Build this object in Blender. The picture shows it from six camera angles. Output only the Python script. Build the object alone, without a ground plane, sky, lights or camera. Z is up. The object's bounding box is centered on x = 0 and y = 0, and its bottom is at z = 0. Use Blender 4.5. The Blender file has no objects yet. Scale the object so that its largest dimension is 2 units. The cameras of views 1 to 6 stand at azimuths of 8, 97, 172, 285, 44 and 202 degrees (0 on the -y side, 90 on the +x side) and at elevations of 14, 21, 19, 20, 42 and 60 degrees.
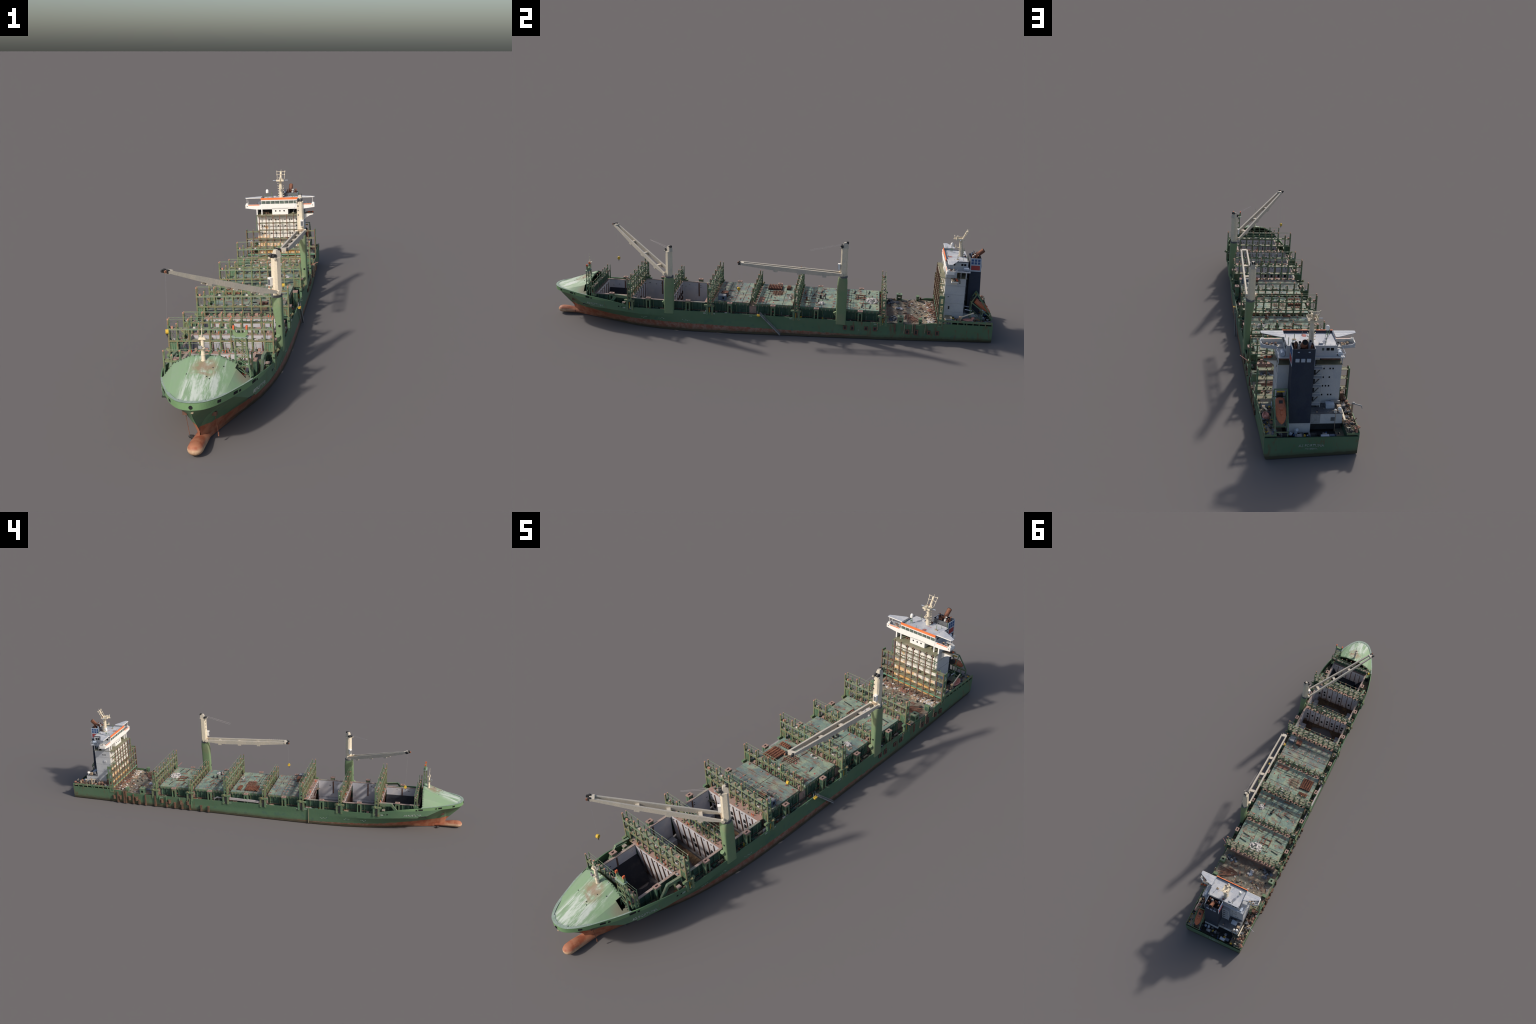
"""A weathered, heeled container ship: hull, foredeck cover, open holds, hatch covers,
lashing bridges, two side cranes, deckhouse with funnel and mast, deck wreckage."""
import bpy, math, random
from math import sin, cos, pi, radians
from mathutils import Vector, Matrix

RX, RY, RZ, TX = -0.028, -0.052, -0.007, -0.005     # trim, heel, heading
rnd = random.Random(7)

# ------------------------------------------------------------------ materials
class NT:
    def __init__(s, name):
        s.m = bpy.data.materials.new(name); s.m.use_nodes = True
        s.t = s.m.node_tree; s.t.nodes.clear()
        s.out = s.n('ShaderNodeOutputMaterial'); s.b = s.n('ShaderNodeBsdfPrincipled')
        s.l(s.b.outputs[0], s.out.inputs[0])
        s.co = s.n('ShaderNodeTexCoord').outputs['Object']
        info = s.n('ShaderNodeObjectInfo')
        add = s.n('ShaderNodeVectorMath'); add.operation = 'ADD'
        s.l(s.co, add.inputs[0])
        sc = s.n('ShaderNodeVectorMath'); sc.operation = 'SCALE'; sc.inputs[3].default_value = 1.7
        cb = s.n('ShaderNodeCombineXYZ')
        for i in range(3): s.l(info.outputs['Random'], cb.inputs[i])
        s.l(cb.outputs[0], sc.inputs[0]); s.l(sc.outputs[0], add.inputs[1])
        s.rco = add.outputs[0]
    def n(s, k): return s.t.nodes.new(k)
    def l(s, a, b): s.t.links.new(a, b)
    def noise(s, scale, stretch=(1, 1, 1), detail=4, rough=.6, own=False, off=(0, 0, 0)):
        mp = s.n('ShaderNodeMapping'); mp.inputs['Scale'].default_value = stretch
        mp.inputs['Location'].default_value = off
        s.l(s.co if own else s.rco, mp.inputs[0])
        t = s.n('ShaderNodeTexNoise'); t.inputs['Scale'].default_value = scale
        t.inputs['Detail'].default_value = detail; t.inputs['Roughness'].default_value = rough
        s.l(mp.outputs[0], t.inputs['Vector'])
        return t.outputs[0]
    def ramp(s, v, a, b, smooth=False):
        r = s.n('ShaderNodeMapRange'); r.inputs[1].default_value = a; r.inputs[2].default_value = b
        if smooth: r.interpolation_type = 'SMOOTHSTEP'
        s.l(v, r.inputs[0]); return r.outputs[0]
    def math(s, op, a, b=None):
        m = s.n('ShaderNodeMath'); m.operation = op
        for i, v in enumerate((a, b)):
            if v is None: continue
            if isinstance(v, (int, float)): m.inputs[i].default_value = v
            else: s.l(v, m.inputs[i])
        return m.outputs[0]
    def mix(s, f, a, b, mode='MIX'):
        m = s.n('ShaderNodeMix'); m.data_type = 'RGBA'; m.blend_type = mode
        for i, v in ((0, f), (6, a), (7, b)):
            if isinstance(v, (int, float)): m.inputs[i].default_value = v
            elif isinstance(v, tuple): m.inputs[i].default_value = (*v, 1)
            else: s.l(v, m.inputs[i])
        return m.outputs[2]
    def xyz(s):
        x = s.n('ShaderNodeSeparateXYZ'); s.l(s.co, x.inputs[0]); return x.outputs
    def done(s, col, rough=.75, metal=0, bump=None, spec=.3):
        if isinstance(col, tuple): s.b.inputs['Base Color'].default_value = (*col, 1)
        else: s.l(col, s.b.inputs['Base Color'])
        s.b.inputs['Roughness'].default_value = rough; s.b.inputs['Metallic'].default_value = metal
        s.b.inputs['Specular IOR Level'].default_value = spec
        if bump is not None:
            bp = s.n('ShaderNodeBump'); bp.inputs['Strength'].default_value = .35; bp.inputs['Distance'].default_value = .002
            s.l(bump, bp.inputs['Height']); s.l(bp.outputs[0], s.b.inputs['Normal'])
        return s.m

RUST = (.20, .075, .035)
def paint(name, base, second=None, thr=.55, scale=25, rust=RUST, amount=.3, rscale=60, streak=False, var=.25, rough=.75, metal=0):
    """Painted or bare steel: base colour, a second tone in patches, rust in blotches or runs."""
    t = NT(name)
    col = base
    if second: col = t.mix(t.ramp(t.noise(scale), thr - .08, thr + .08, True), base, second)
    if amount > 0:
        st = (1, 1, .18) if streak else (1, 1, 1)
        e = .70 - .32 * amount
        col = t.mix(t.math('MULTIPLY', t.ramp(t.noise(rscale, st, 5, .7, off=(3, 1, 2)), e, e + .14, True), min(1, .55 + amount * .5)), col, rust)
    fine = t.noise(220, detail=3, off=(5, 5, 1))
    v = t.ramp(fine, .25, .75)
    col = t.mix(var, col, t.mix(v, (.35, .35, .35), (1.5, 1.5, 1.5)), 'MULTIPLY') if var else col
    return t.done(col, rough, metal, bump=fine)

def hull_material():
    t = NT('hull_paint')
    x, y, z = t.xyz()[0:3]
    big = t.noise(7, own=True); mid = t.noise(40, own=True, off=(2, 2, 2))
    run = t.noise(70, (1, 1, .12), 5, .7, own=True)
    col = t.mix(t.ramp(big, .35, .7, True), (.084, .160, .088), (.104, .172, .100))
    # lighter green band on the bow, above the knuckle
    bow = t.math('MULTIPLY', t.ramp(z, .098, .101, True), t.ramp(y, -.66, -.78, True))
    col = t.mix(bow, col, (.150, .262, .122))
    # darker scuffed mid-side
    scuff = t.math('MULTIPLY', t.ramp(mid, .52, .68, True), t.ramp(z, .065, .035, True))
    col = t.mix(t.math('MULTIPLY', scuff, .5), col, (.06, .11, .10))
    pale = t.math('MULTIPLY', t.ramp(t.noise(48, (1, 1, 1.6), 5, .75, own=True, off=(9, 0, 0)), .66, .74, True), t.ramp(z, .06, .03, True))
    col = t.mix(t.math('MULTIPLY', pale, .55), col, (.36, .40, .36))
    # rust runs
    rr = t.math('MULTIPLY', t.ramp(run, .62, .76, True), .6)
    col = t.mix(rr, col, (.15, .085, .05))
    stern = t.math('MULTIPLY', t.ramp(t.noise(55, (1, 1, .35), 5, .7, own=True, off=(4, 0, 0)), .53, .66, True), t.ramp(y, .1, .45, True))
    col = t.mix(t.math('MULTIPLY', stern, .7), col, (.15, .085, .05))
    # boot topping
    wob = t.math('MULTIPLY', t.math('SUBTRACT', mid, .5), .012)
    zz = t.math('ADD', t.math('ADD', z, wob), t.math('MULTIPLY', t.ramp(y, -.6, -.95), -.006))
    boot_hi = t.math('ADD', .0205, t.math('MULTIPLY', t.ramp(x, -.05, -.15), -.007))
    boot = t.ramp(t.math('SUBTRACT', boot_hi, zz), -.0015, .0015, True)
    bootc = t.mix(t.ramp(t.noise(60, (1, 1, 1), 5, .7, own=True), .42, .62, True), (.245, .088, .055), (.29, .17, .13))
    bowc = t.mix(t.ramp(y, -.55, -.8, True), bootc, t.mix(t.ramp(t.noise(38, own=True, off=(7, 0, 0)), .4, .6, True), (.29, .085, .042), (.36, .145, .08)))
    boot = t.math('MULTIPLY', boot, t.ramp(y, .55, .3, True))
    col = t.mix(boot, col, bowc)
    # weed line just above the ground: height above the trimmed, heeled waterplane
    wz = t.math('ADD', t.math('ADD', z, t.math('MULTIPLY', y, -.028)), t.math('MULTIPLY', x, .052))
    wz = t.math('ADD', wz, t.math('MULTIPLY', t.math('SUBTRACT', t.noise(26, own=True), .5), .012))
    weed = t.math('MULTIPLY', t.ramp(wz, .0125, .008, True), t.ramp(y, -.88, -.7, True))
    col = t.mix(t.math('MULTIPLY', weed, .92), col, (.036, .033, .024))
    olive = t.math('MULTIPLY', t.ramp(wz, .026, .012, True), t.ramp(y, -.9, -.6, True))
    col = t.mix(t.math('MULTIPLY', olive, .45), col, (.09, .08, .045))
    # pale tidemark at the foot of the bulb
    tide = t.math('MULTIPLY', t.ramp(y, -.90, -.96, True), t.ramp(wz, .026, .017, True))
    col = t.mix(t.math('MULTIPLY', tide, .9), col, t.mix(t.ramp(mid, .4, .6), (.56, .38, .24), (.42, .26, .16)))
    low = t.math('MULTIPLY', t.ramp(y, -.88, -.93, True), t.ramp(wz, .012, .005, True))
    col = t.mix(t.math('MULTIPLY', low, .85), col, (.16, .105, .06))
    return t.done(col, .6, 0, bump=t.noise(120, own=True))

def foredeck_material():
    t = NT('foredeck_paint')
    x, y, z = t.xyz()[0:3]
    col = t.mix(t.ramp(t.noise(30, own=True), .4, .65), (.195, .298, .168), (.205, .288, .182))
    st = t.noise(9, (9, 1.2, 1), 6, .75, own=True)
    ax = t.math('ABSOLUTE', t.math('ADD', x, -.012))
    inmid = t.ramp(ax, .065, .035, True)
    front = t.math('ADD', t.ramp(y, -.80, -.93), .15)
    w = t.ramp(t.math('ADD', st, t.math('MULTIPLY', front, .10)), .52, .70, True)
    col = t.mix(t.math('MULTIPLY', t.math('MULTIPLY', w, inmid), .8), col, (.52, .55, .50))
    d = t.math('ADD', t.math('MULTIPLY', t.math('POWER', t.math('ADD', x, -.008), 2), 1), t.math('POWER', t.math('ADD', y, .862), 2))
    rs = t.math('MULTIPLY', t.ramp(d, .0022, .0002, True), t.ramp(t.noise(45, own=True), .35, .6, True))
    col = t.mix(t.math('MULTIPLY', rs, .85), col, (.25, .17, .11))
    rx = t.math('MULTIPLY', t.ramp(x, .075, .10, True), t.ramp(y, -.88, -.84, True))
    col = t.mix(t.math('MULTIPLY', rx, .7), col, (.27, .22, .15))
    return t.done(col, .55, 0, bump=t.noise(90, own=True))

def hatch_material():
    t = NT('hatch_paint')
    y = t.xyz()[1]
    col = t.mix(t.ramp(t.noise(22), .38, .62, True), (.170, .245, .205), (.285, .335, .235))
    col = t.mix(t.ramp(t.noise(14, off=(4, 4, 0)), .50, .64, True), col, (.14, .19, .18))
    r1 = t.ramp(t.noise(34, (1, 2.2, 1), 6, .7, off=(1, 7, 0)), .49, .62, True)
    col = t.mix(t.math('MULTIPLY', r1, .85), col, (.20, .125, .09))
    worn = t.math('MULTIPLY', t.ramp(y, .02, -.2, True), t.ramp(t.noise(40, (1, 2, 1), 6, .7, off=(6, 1, 0)), .42, .62, True))
    col = t.mix(t.math('MULTIPLY', worn, .75), col, (.26, .205, .175))
    fine = t.noise(160, off=(3, 0, 0))
    col = t.mix(.3, col, t.mix(t.ramp(fine, .25, .75), (.4, .4, .4), (1.5, 1.5, 1.5)), 'MULTIPLY')
    return t.done(col, .8, 0, bump=fine)

def wall_material():
    t = NT('deckhouse_front_paint')
    x, y, z = t.xyz()[0:3]
    col = (.80, .76, .69)
    patch = t.ramp(t.math('ADD', t.noise(45, own=True), t.math('MULTIPLY', t.ramp(z, .20, .10), .32)), .62, .72, True)
    left = t.math('ADD', t.math('MULTIPLY', t.ramp(x, .0, -.09), .12), 0)
    y2 = t.ramp(t.math('ADD', t.math('ADD', t.noise(28, own=True, off=(5, 0, 0)), left), t.math('MULTIPLY', t.ramp(z, .20, .10), .27)), .62, .74, True)
    col = t.mix(t.math('MULTIPLY', patch, .6), col, (.60, .36, .15))
    col = t.mix(t.math('MULTIPLY', y2, .7), col, (.68, .33, .05))
    return t.done(col, .7)

def aft_deck_material():
    t = NT('wreck_deck_paint')
    col = t.mix(t.ramp(t.noise(16, own=True), .4, .62, True), (.235, .215, .165), (.17, .125, .095))
    col = t.mix(t.ramp(t.noise(30, (2.5, 1, 1), 6, .7, own=True, off=(3, 3, 0)), .55, .67, True), col, (.24, .115, .06))
    col = t.mix(t.ramp(t.noise(20, (1, 1, 1), 6, .7, own=True, off=(8, 1, 0)), .60, .7, True), col, (.22, .26, .17))
    fine = t.noise(150, own=True)
    col = t.mix(.4, col, t.mix(t.ramp(fine, .25, .75), (.3, .3, .3), (1.6, 1.6, 1.6)), 'MULTIPLY')
    return t.done(col, .85, 0, bump=fine)

def bulkhead_material():
    t = NT('hold_paint')
    z = t.xyz()[2]
    col = t.mix(t.ramp(t.noise(20, own=True), .4, .6), (.60, .565, .56), (.50, .49, .52))
    g = t.ramp(t.math('ADD', t.noise(40, (1, 1, .3), own=True), t.math('MULTIPLY', t.ramp(z, .035, -.01), .25)), .66, .78, True)
    col = t.mix(t.math('MULTIPLY', g, .8), col, (.22, .12, .07))
    return t.done(col, .75)

M = dict(
    hull=hull_material(), fore=foredeck_material(), hatch=hatch_material(), wall=wall_material(),
    wreck=aft_deck_material(), hold=bulkhead_material(),
    rim=paint('rim_paint', (.27, .33, .28), (.22, .30, .22), amount=.15),
    green=paint('deck_green', (.115, .20, .115), (.165, .195, .105), .52, 40, rust=(.19, .115, .065), amount=.5, rscale=55),
    side=paint('coaming_green', (.047, .092, .062), (.06, .11, .075), rust=(.11, .08, .05), amount=.3, rscale=60),
    post=paint('post_paint', (.20, .185, .095), (.145, .195, .10), .5, 60, rust=(.20, .11, .065), amount=.65, rscale=70),
    walk=paint('walkway_plate', (.27, .235, .175), (.21, .25, .17), .55, 40, rust=(.23, .15, .11), amount=.55, rscale=80),
    rail=paint('rail_paint', (.16, .225, .15), (.22, .23, .15), .52, 50, rust=(.21, .125, .075), amount=.3, rscale=60),
    tip=paint('post_cap_primer', (.45, .23, .16), amount=0, var=.1),
    cross=paint('cross_deck_primer', (.33, .235, .19), (.35, .21, .17), .5, 20, rust=(.2, .12, .09), amount=.45, rscale=60),
    edge=paint('coaming_bar', (.36, .27, .23), (.27, .26, .21), amount=.4, rscale=70),
    deck=paint('side_deck', (.17, .17, .12), (.20, .15, .11), amount=.5, rscale=50),
    dark=paint('shadowed_steel', (.035, .035, .036), amount=.1),
    black=paint('opening', (.012, .012, .013), amount=0, var=0, rough=.9),
    cream=paint('crane_cream', (.70, .61, .46), (.62, .55, .43), .55, 20, rust=(.42, .25, .12), amount=.18, rscale=50, streak=True, var=.15),
    jib=paint('jib_cream', (.56, .49, .39), (.50, .45, .37), .5, 20, rust=(.36, .20, .10), amount=.2, rscale=40, var=.15),
    crane=paint('crane_green', (.175, .25, .13), (.205, .245, .135), .55, 14, rust=(.24, .19, .12), amount=.2, rscale=20, var=.12),  # green darkened to a midpoint between sunlit front and shaded flank
    grey=paint('machinery_grey', (.30, .30, .30), (.2, .2, .2), amount=.3),
    white=paint('white_paint', (.80, .77, .72), (.74, .73, .70), .6, 30, rust=(.5, .36, .24), amount=.12, rscale=40, streak=True, var=.08),
    bluewhite=paint('deckhouse_side', (.50, .505, .51), (.46, .47, .49), .55, 30, rust=(.42, .28, .17), amount=.12, rscale=35, streak=True, var=.08),  # same white as the front, greyed to carry the side walls' shade
    roof=paint('roof_plate', (.50, .495, .50), (.41, .42, .45), .5, 25, rust=(.33, .20, .13), amount=.22, rscale=45, var=.1),
    orange=paint('orange_paint', (.93, .21, .06), (.88, .25, .09), amount=.05, var=.08),
    glass=paint('window_glass', (.14, .18, .15), (.09, .11, .10), .5, 60, amount=0, var=.1, rough=.25),
    navy=paint('funnel_navy', (.028, .036, .058), (.035, .043, .062), .5, 20, rust=(.06, .05, .05), amount=.15),
    funnelgrey=paint('funnel_front', (.13, .135, .14), (.10, .10, .11), .5, 25, amount=.2),
    blue=paint('funnel_blue', (.045, .10, .24), amount=0, var=.15),
    red=paint('funnel_red', (.36, .06, .055), amount=.1, var=.15),
    panel=paint('funnel_panel', (.40, .45, .52), amount=.08, var=.1),
    rust=paint('rusted_steel', (.25, .105, .06), (.17, .07, .045), .5, 50, rust=(.34, .16, .09), amount=.4, rscale=80),
    fender=paint('weathered_fender', (.17, .085, .055), (.115, .075, .05), .48, 70, rust=(.25, .11, .06), amount=.35, rscale=80),
    rustpost=paint('rusted_post', (.175, .085, .06), (.13, .075, .055), .5, 60, amount=.2),
    olive=paint('rack_platform', (.215, .195, .125), (.18, .185, .12), .5, 30, rust=(.2, .13, .08), amount=.35, rscale=60),
    teal=paint('rack_beam', (.13, .29, .19), amount=.25),
    boat=paint('lifeboat_orange', (.50, .15, .07), (.42, .14, .08), .5, 40, rust=(.27, .13, .1), amount=.3),
    pink=paint('faded_boat', (.50, .22, .18), (.42, .2, .17), amount=.1),
    yellow=paint('yellow_paint', (.62, .40, .05), amount=.2),
    cone=paint('orange_marker', (.62, .13, .05), amount=0, var=.1),
    lid=paint('vent_lid', (.33, .215, .175), amount=.3),
    redspot=paint('red_marking', (.42, .12, .11), (.33, .14, .11), .5, 80, amount=.2),
    junkw=paint('white_debris', (.58, .54, .51), (.42, .39, .37), .5, 90, rust=(.3, .22, .17), amount=.4),
    junkr=paint('rust_debris', (.27, .13, .085), (.17, .10, .075), .5, 60, amount=.3),
    junkg=paint('grey_debris', (.20, .20, .21), (.10, .10, .11), .5, 60, amount=.35),
    junkt=paint('tan_debris', (.42, .32, .22), (.3, .22, .15), .5, 60, amount=.3),
    floor=paint('hold_floor', (.12, .075, .04), (.08, .045, .03), .5, 30, rust=(.26, .12, .04), amount=.45, rscale=40),
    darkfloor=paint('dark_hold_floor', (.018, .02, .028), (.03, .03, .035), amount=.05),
    bench=paint('tank_step', (.35, .35, .37), (.28, .28, .30), amount=.25),
    bluebox=paint('blue_grey_box', (.12, .15, .20), (.09, .11, .15), amount=.3),
    letter=paint('faded_lettering', (.40, .42, .38), (.20, .27, .21), .5, 90, amount=0, var=.2),
    silver=paint('aluminium', (.42, .38, .37), amount=.1),
)

# ------------------------------------------------------------------ mesh builder
class MB:
    def __init__(s): s.v, s.f, s.mi, s.mats = [], [], [], []
    def slot(s, key):
        if key not in s.mats: s.mats.append(key)
        return s.mats.index(key)
    def add(s, verts, faces, key):
        o = len(s.v); k = s.slot(key)
        s.v += [tuple(p) for p in verts]
        for f in faces: s.f.append([i + o for i in f]); s.mi.append(k)
    def box(s, c, d, key, rot=None, taper=1.0):
        h = [x / 2 for x in d]; vs = []
        for z in (-1, 1):
            k = taper if z > 0 else 1
            for x, y in ((-1, -1), (1, -1), (1, 1), (-1, 1)):
                p = Vector((x * h[0] * k, y * h[1] * k, z * h[2]))
                if rot is not None: p = rot @ p
                vs.append(p + Vector(c))
        s.add(vs, [(3, 2, 1, 0), (4, 5, 6, 7), (0, 1, 5, 4), (1, 2, 6, 5), (2, 3, 7, 6), (3, 0, 4, 7)], key)
    def span(s, x0, x1, y0, y1, z0, z1, key):
        s.box(((x0 + x1) / 2, (y0 + y1) / 2, (z0 + z1) / 2), (x1 - x0, y1 - y0, z1 - z0), key)
    def beam(s, a, b, w, h, key, up=(0, 0, 1)):
        a, b = Vector(a), Vector(b); d = b - a; L = d.length
        if L < 1e-6: return
        d /= L; u = Vector(up)
        if abs(d.dot(u)) > .95: u = Vector((0, 1, 0))
        r = d.cross(u).normalized(); u = r.cross(d)
        s.box((a + b) / 2, (L, w, h), key, Matrix((d, r, u)).transposed())
    def loft(s, rings, key, caps=True, closed=True):
        n = len(rings[0]); vs = [p for r in rings for p in r]; fs = []
        for i in range(len(rings) - 1):
            for j in range(n if closed else n - 1):
                k = (j + 1) % n
                fs.append((i * n + j, i * n + k, (i + 1) * n + k, (i + 1) * n + j))
        if caps: fs += [tuple(range(n - 1, -1, -1)), tuple((len(rings) - 1) * n + j for j in range(n))]
        s.add(vs, fs, key)
    def tube(s, pts, r, key, n=8, caps=True):
        pts = [Vector(p) for p in pts]; rs = r if isinstance(r, (list, tuple)) else [r] * len(pts)
        rings = []
        for i, p in enumerate(pts):
            d = (pts[min(i + 1, len(pts) - 1)] - pts[max(i - 1, 0)]).normalized()
            u = Vector((0, 0, 1)) if abs(d.z) < .9 else Vector((0, 1, 0))
            a = d.cross(u).normalized(); b = a.cross(d)
            rings.append([p + (a * cos(2 * pi * j / n) - b * sin(2 * pi * j / n)) * rs[i] for j in range(n)])
        s.loft(rings, key, caps)
    def ball(s, c, r, key, n=12, m=8, zmin=-1):
        r = r if isinstance(r, (tuple, list)) else (r, r, r)
        rings = []
        for i in range(m + 1):
            ph = -pi / 2 + pi * i / m; z = max(sin(ph), zmin)
            q = cos(ph) if sin(ph) > zmin else math.sqrt(max(1 - zmin * zmin, 0)) if False else max(cos(ph), 1e-3)
            rings.append([(c[0] + r[0] * q * cos(2 * pi * j / n), c[1] + r[1] * q * sin(2 * pi * j / n), c[2] + r[2] * z) for j in range(n)])
        s.loft(rings, key)
    def prism(s, poly, axis, a, b, key):
        """Extrude a 2D outline along an axis: x -> (y,z), y -> (x,z), z -> (x,y)."""
        def P(p, t):
            return {'x': (t, p[0], p[1]), 'y': (p[0], t, p[1]), 'z': (p[0], p[1], t)}[axis]
        n = len(poly)
        s.add([P(p, a) for p in poly] + [P(p, b) for p in poly],
              [tuple(range(n)), tuple(range(2 * n - 1, n - 1, -1))] + [(i, i + n, (i + 1) % n + n, (i + 1) % n) for i in range(n)], key)
    def frame_plate(s, axis, t0, t1, u0, u1, w0, w1, holes, key):
        """Plate pierced by a stack of round-cornered holes (solid bars between them)."""
        ws = [w0]
        for a, b in holes: ws += [a, b]
        ws.append(w1); e = (u1 - u0) * .26
        def B(ua, ub, wa, wb):
            if axis == 'x': s.span(t0, t1, ua, ub, wa, wb, key)
            else: s.span(ua, ub, t0, t1, wa, wb, key)
        for i in range(0, len(ws), 2): B(u0, u1, ws[i], ws[i + 1])
        for a, b in holes: B(u0, u0 + e, a, b); B(u1 - e, u1, a, b)
    def chunk(s, c, r, key, rg, flat=1.0, n=7):
        rings = []
        for z, q in ((-.7, .55), (-.3, 1), (.3, .9), (.75, .45)):
            rings.append([(c[0] + r * q * rg.uniform(.6, 1.3) * cos(2 * pi * j / n), c[1] + r * q * rg.uniform(.6, 1.3) * sin(2 * pi * j / n),
                           c[2] + r * flat * (z + rg.uniform(-.2, .2))) for j in range(n)])
        s.loft(rings, key)
    def mesh(s, name):
        me = bpy.data.meshes.new(name); me.from_pydata(s.v, [], s.f)
        for k in s.mats: me.materials.append(M[k])
        me.polygons.foreach_set('material_index', s.mi); me.update()
        import bmesh
        bm = bmesh.new(); bm.from_mesh(me); bmesh.ops.recalc_face_normals(bm, faces=bm.faces); bm.to_mesh(me); bm.free()
        return me

ship = bpy.data.objects.new('cargo_ship', None); bpy.context.collection.objects.link(ship)
ship.rotation_euler = (RX, RY, RZ); ship.location = (TX, 0, 0)
ship['label'] = 'derelict green container ship with side cranes and white stern deckhouse'
ship['category'] = 'ship'

def put(name, mb, parent=None, loc=(0, 0, 0), stuff=False, smooth=None):
    me = mb if isinstance(mb, bpy.types.Mesh) else mb.mesh(name)
    if smooth is not None and len(me.polygons):
        me.polygons.foreach_set('use_smooth', [True] * len(me.polygons))
        me.set_sharp_from_angle(angle=radians(smooth))
    o = bpy.data.objects.new(name, me); bpy.context.collection.objects.link(o)
    o.parent = parent or ship; o.location = loc
    if stuff: o['kind'] = 'stuff'
    return o

def curve(x, pts):
    """Piecewise smooth interpolation through (x, value) control points."""
    if x <= pts[0][0]: return pts[0][1]
    for i in range(len(pts) - 1):
        (a, va), (b, vb) = pts[i], pts[i + 1]
        if x <= b:
            t = (x - a) / (b - a)
            def m(j):
                if j <= 0 or j >= len(pts) - 1: return (pts[min(j + 1, len(pts) - 1)][1] - pts[max(j - 1, 0)][1]) / (pts[min(j + 1, len(pts) - 1)][0] - pts[max(j - 1, 0)][0])
                d0 = (pts[j][1] - pts[j - 1][1]) / (pts[j][0] - pts[j - 1][0]); d1 = (pts[j + 1][1] - pts[j][1]) / (pts[j + 1][0] - pts[j][0])
                return 0 if d0 * d1 <= 0 else 2 * d0 * d1 / (d0 + d1)
            h = b - a
            return ((2 * t**3 - 3 * t**2 + 1) * va + (t**3 - 2 * t**2 + t) * h * m(i) + (-2 * t**3 + 3 * t**2) * vb + (t**3 - t**2) * h * m(i + 1))
    return pts[-1][1]
def line(x, pts):
    if x <= pts[0][0]: return pts[0][1]
    for (a, va), (b, vb) in zip(pts, pts[1:]):
        if x <= b: return va + (vb - va) * (x - a) / (b - a)
    return pts[-1][1]

# ------------------------------------------------------------------ hull form
B_RIM = [(-1.0, 0), (-.9985, .014), (-.995, .026), (-.985, .041), (-.97, .055), (-.95, .069), (-.92, .084), (-.89, .097), (-.85, .114), (-.815, .125),
         (-.76, .139), (-.70, .150), (-.65, .1535), (-.60, .155), (-.5, .156), (.6, .156), (1.0, .152)]
B_WL = [(-.918, .0015), (-.87, .017), (-.824, .031), (-.722, .066), (-.575, .113), (-.38, .145), (-.25, .153), (-.1, .156), (.5, .156), (1.0, .139)]
STEM = [(-.035, -.915), (-.004, -.917), (.004, -.9185), (.010, -.9215), (.041, -.951), (.079, -.987), (.098, -.9985)]
Z_KN = [(-1.0, .099), (-.95, .100), (-.905, .099), (-.875, .087), (-.84, .0715), (-.75, .0655), (-.66, .060), (-.55, .05), (1, .05)]
Z_RIM = [(-1.0, .118), (-.92, .1160), (-.85, .1145), (-.76, .1110), (-.70, .1050), (-.65, .0960), (-.605, .0865), (-.585, .080), (.69, .083), (.73, .096), (1.0, .098)]
def rim_b(y): return curve(y, B_RIM)
def rim_z(y): return line(y, Z_RIM)
def stem_z(y):
    return curve(y, [(b, a) for a, b in reversed(STEM)])
def section(y):
    """Bottom point, knuckle point and flare exponent of the station at y."""
    zk = line(y, Z_KN); bk = max(rim_b(y) - .002, .0003)
    if y < -.918: b0, z0 = .0003, min(stem_z(y), zk - .0002)
    else: b0, z0 = curve(y, B_WL), (-.002 - .026 * min(1, (y + .918) / .02)) if y < -.898 else (-.028 if y < -.5 else .028 * y - .012)
    return b0, z0, bk, zk, line(y, [(-1, 1.3), (-.95, 1.7), (-.88, 2.0), (-.8, 1.8), (-.7, 1.5), (-.45, 1.1)])
def lower_b(y, t):
    b0, z0, bk, zk, p = section(y)
    aft = min(1, max(0, (y - .55) / .4))
    w = (1 - aft) * t ** p + aft * min(1, t / .62) ** .55
    return b0 + (bk - b0) * w
def side_b(y, z):
    """Half breadth of the shell at (y, z)."""
    b0, z0, bk, zk, p = section(y)
    if z >= zk: return rim_b(y) - .002 * max(0, (rim_z(y) - z) / (rim_z(y) - zk))
    return lower_b(y, max(0, (z - z0) / (zk - z0)))

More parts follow.
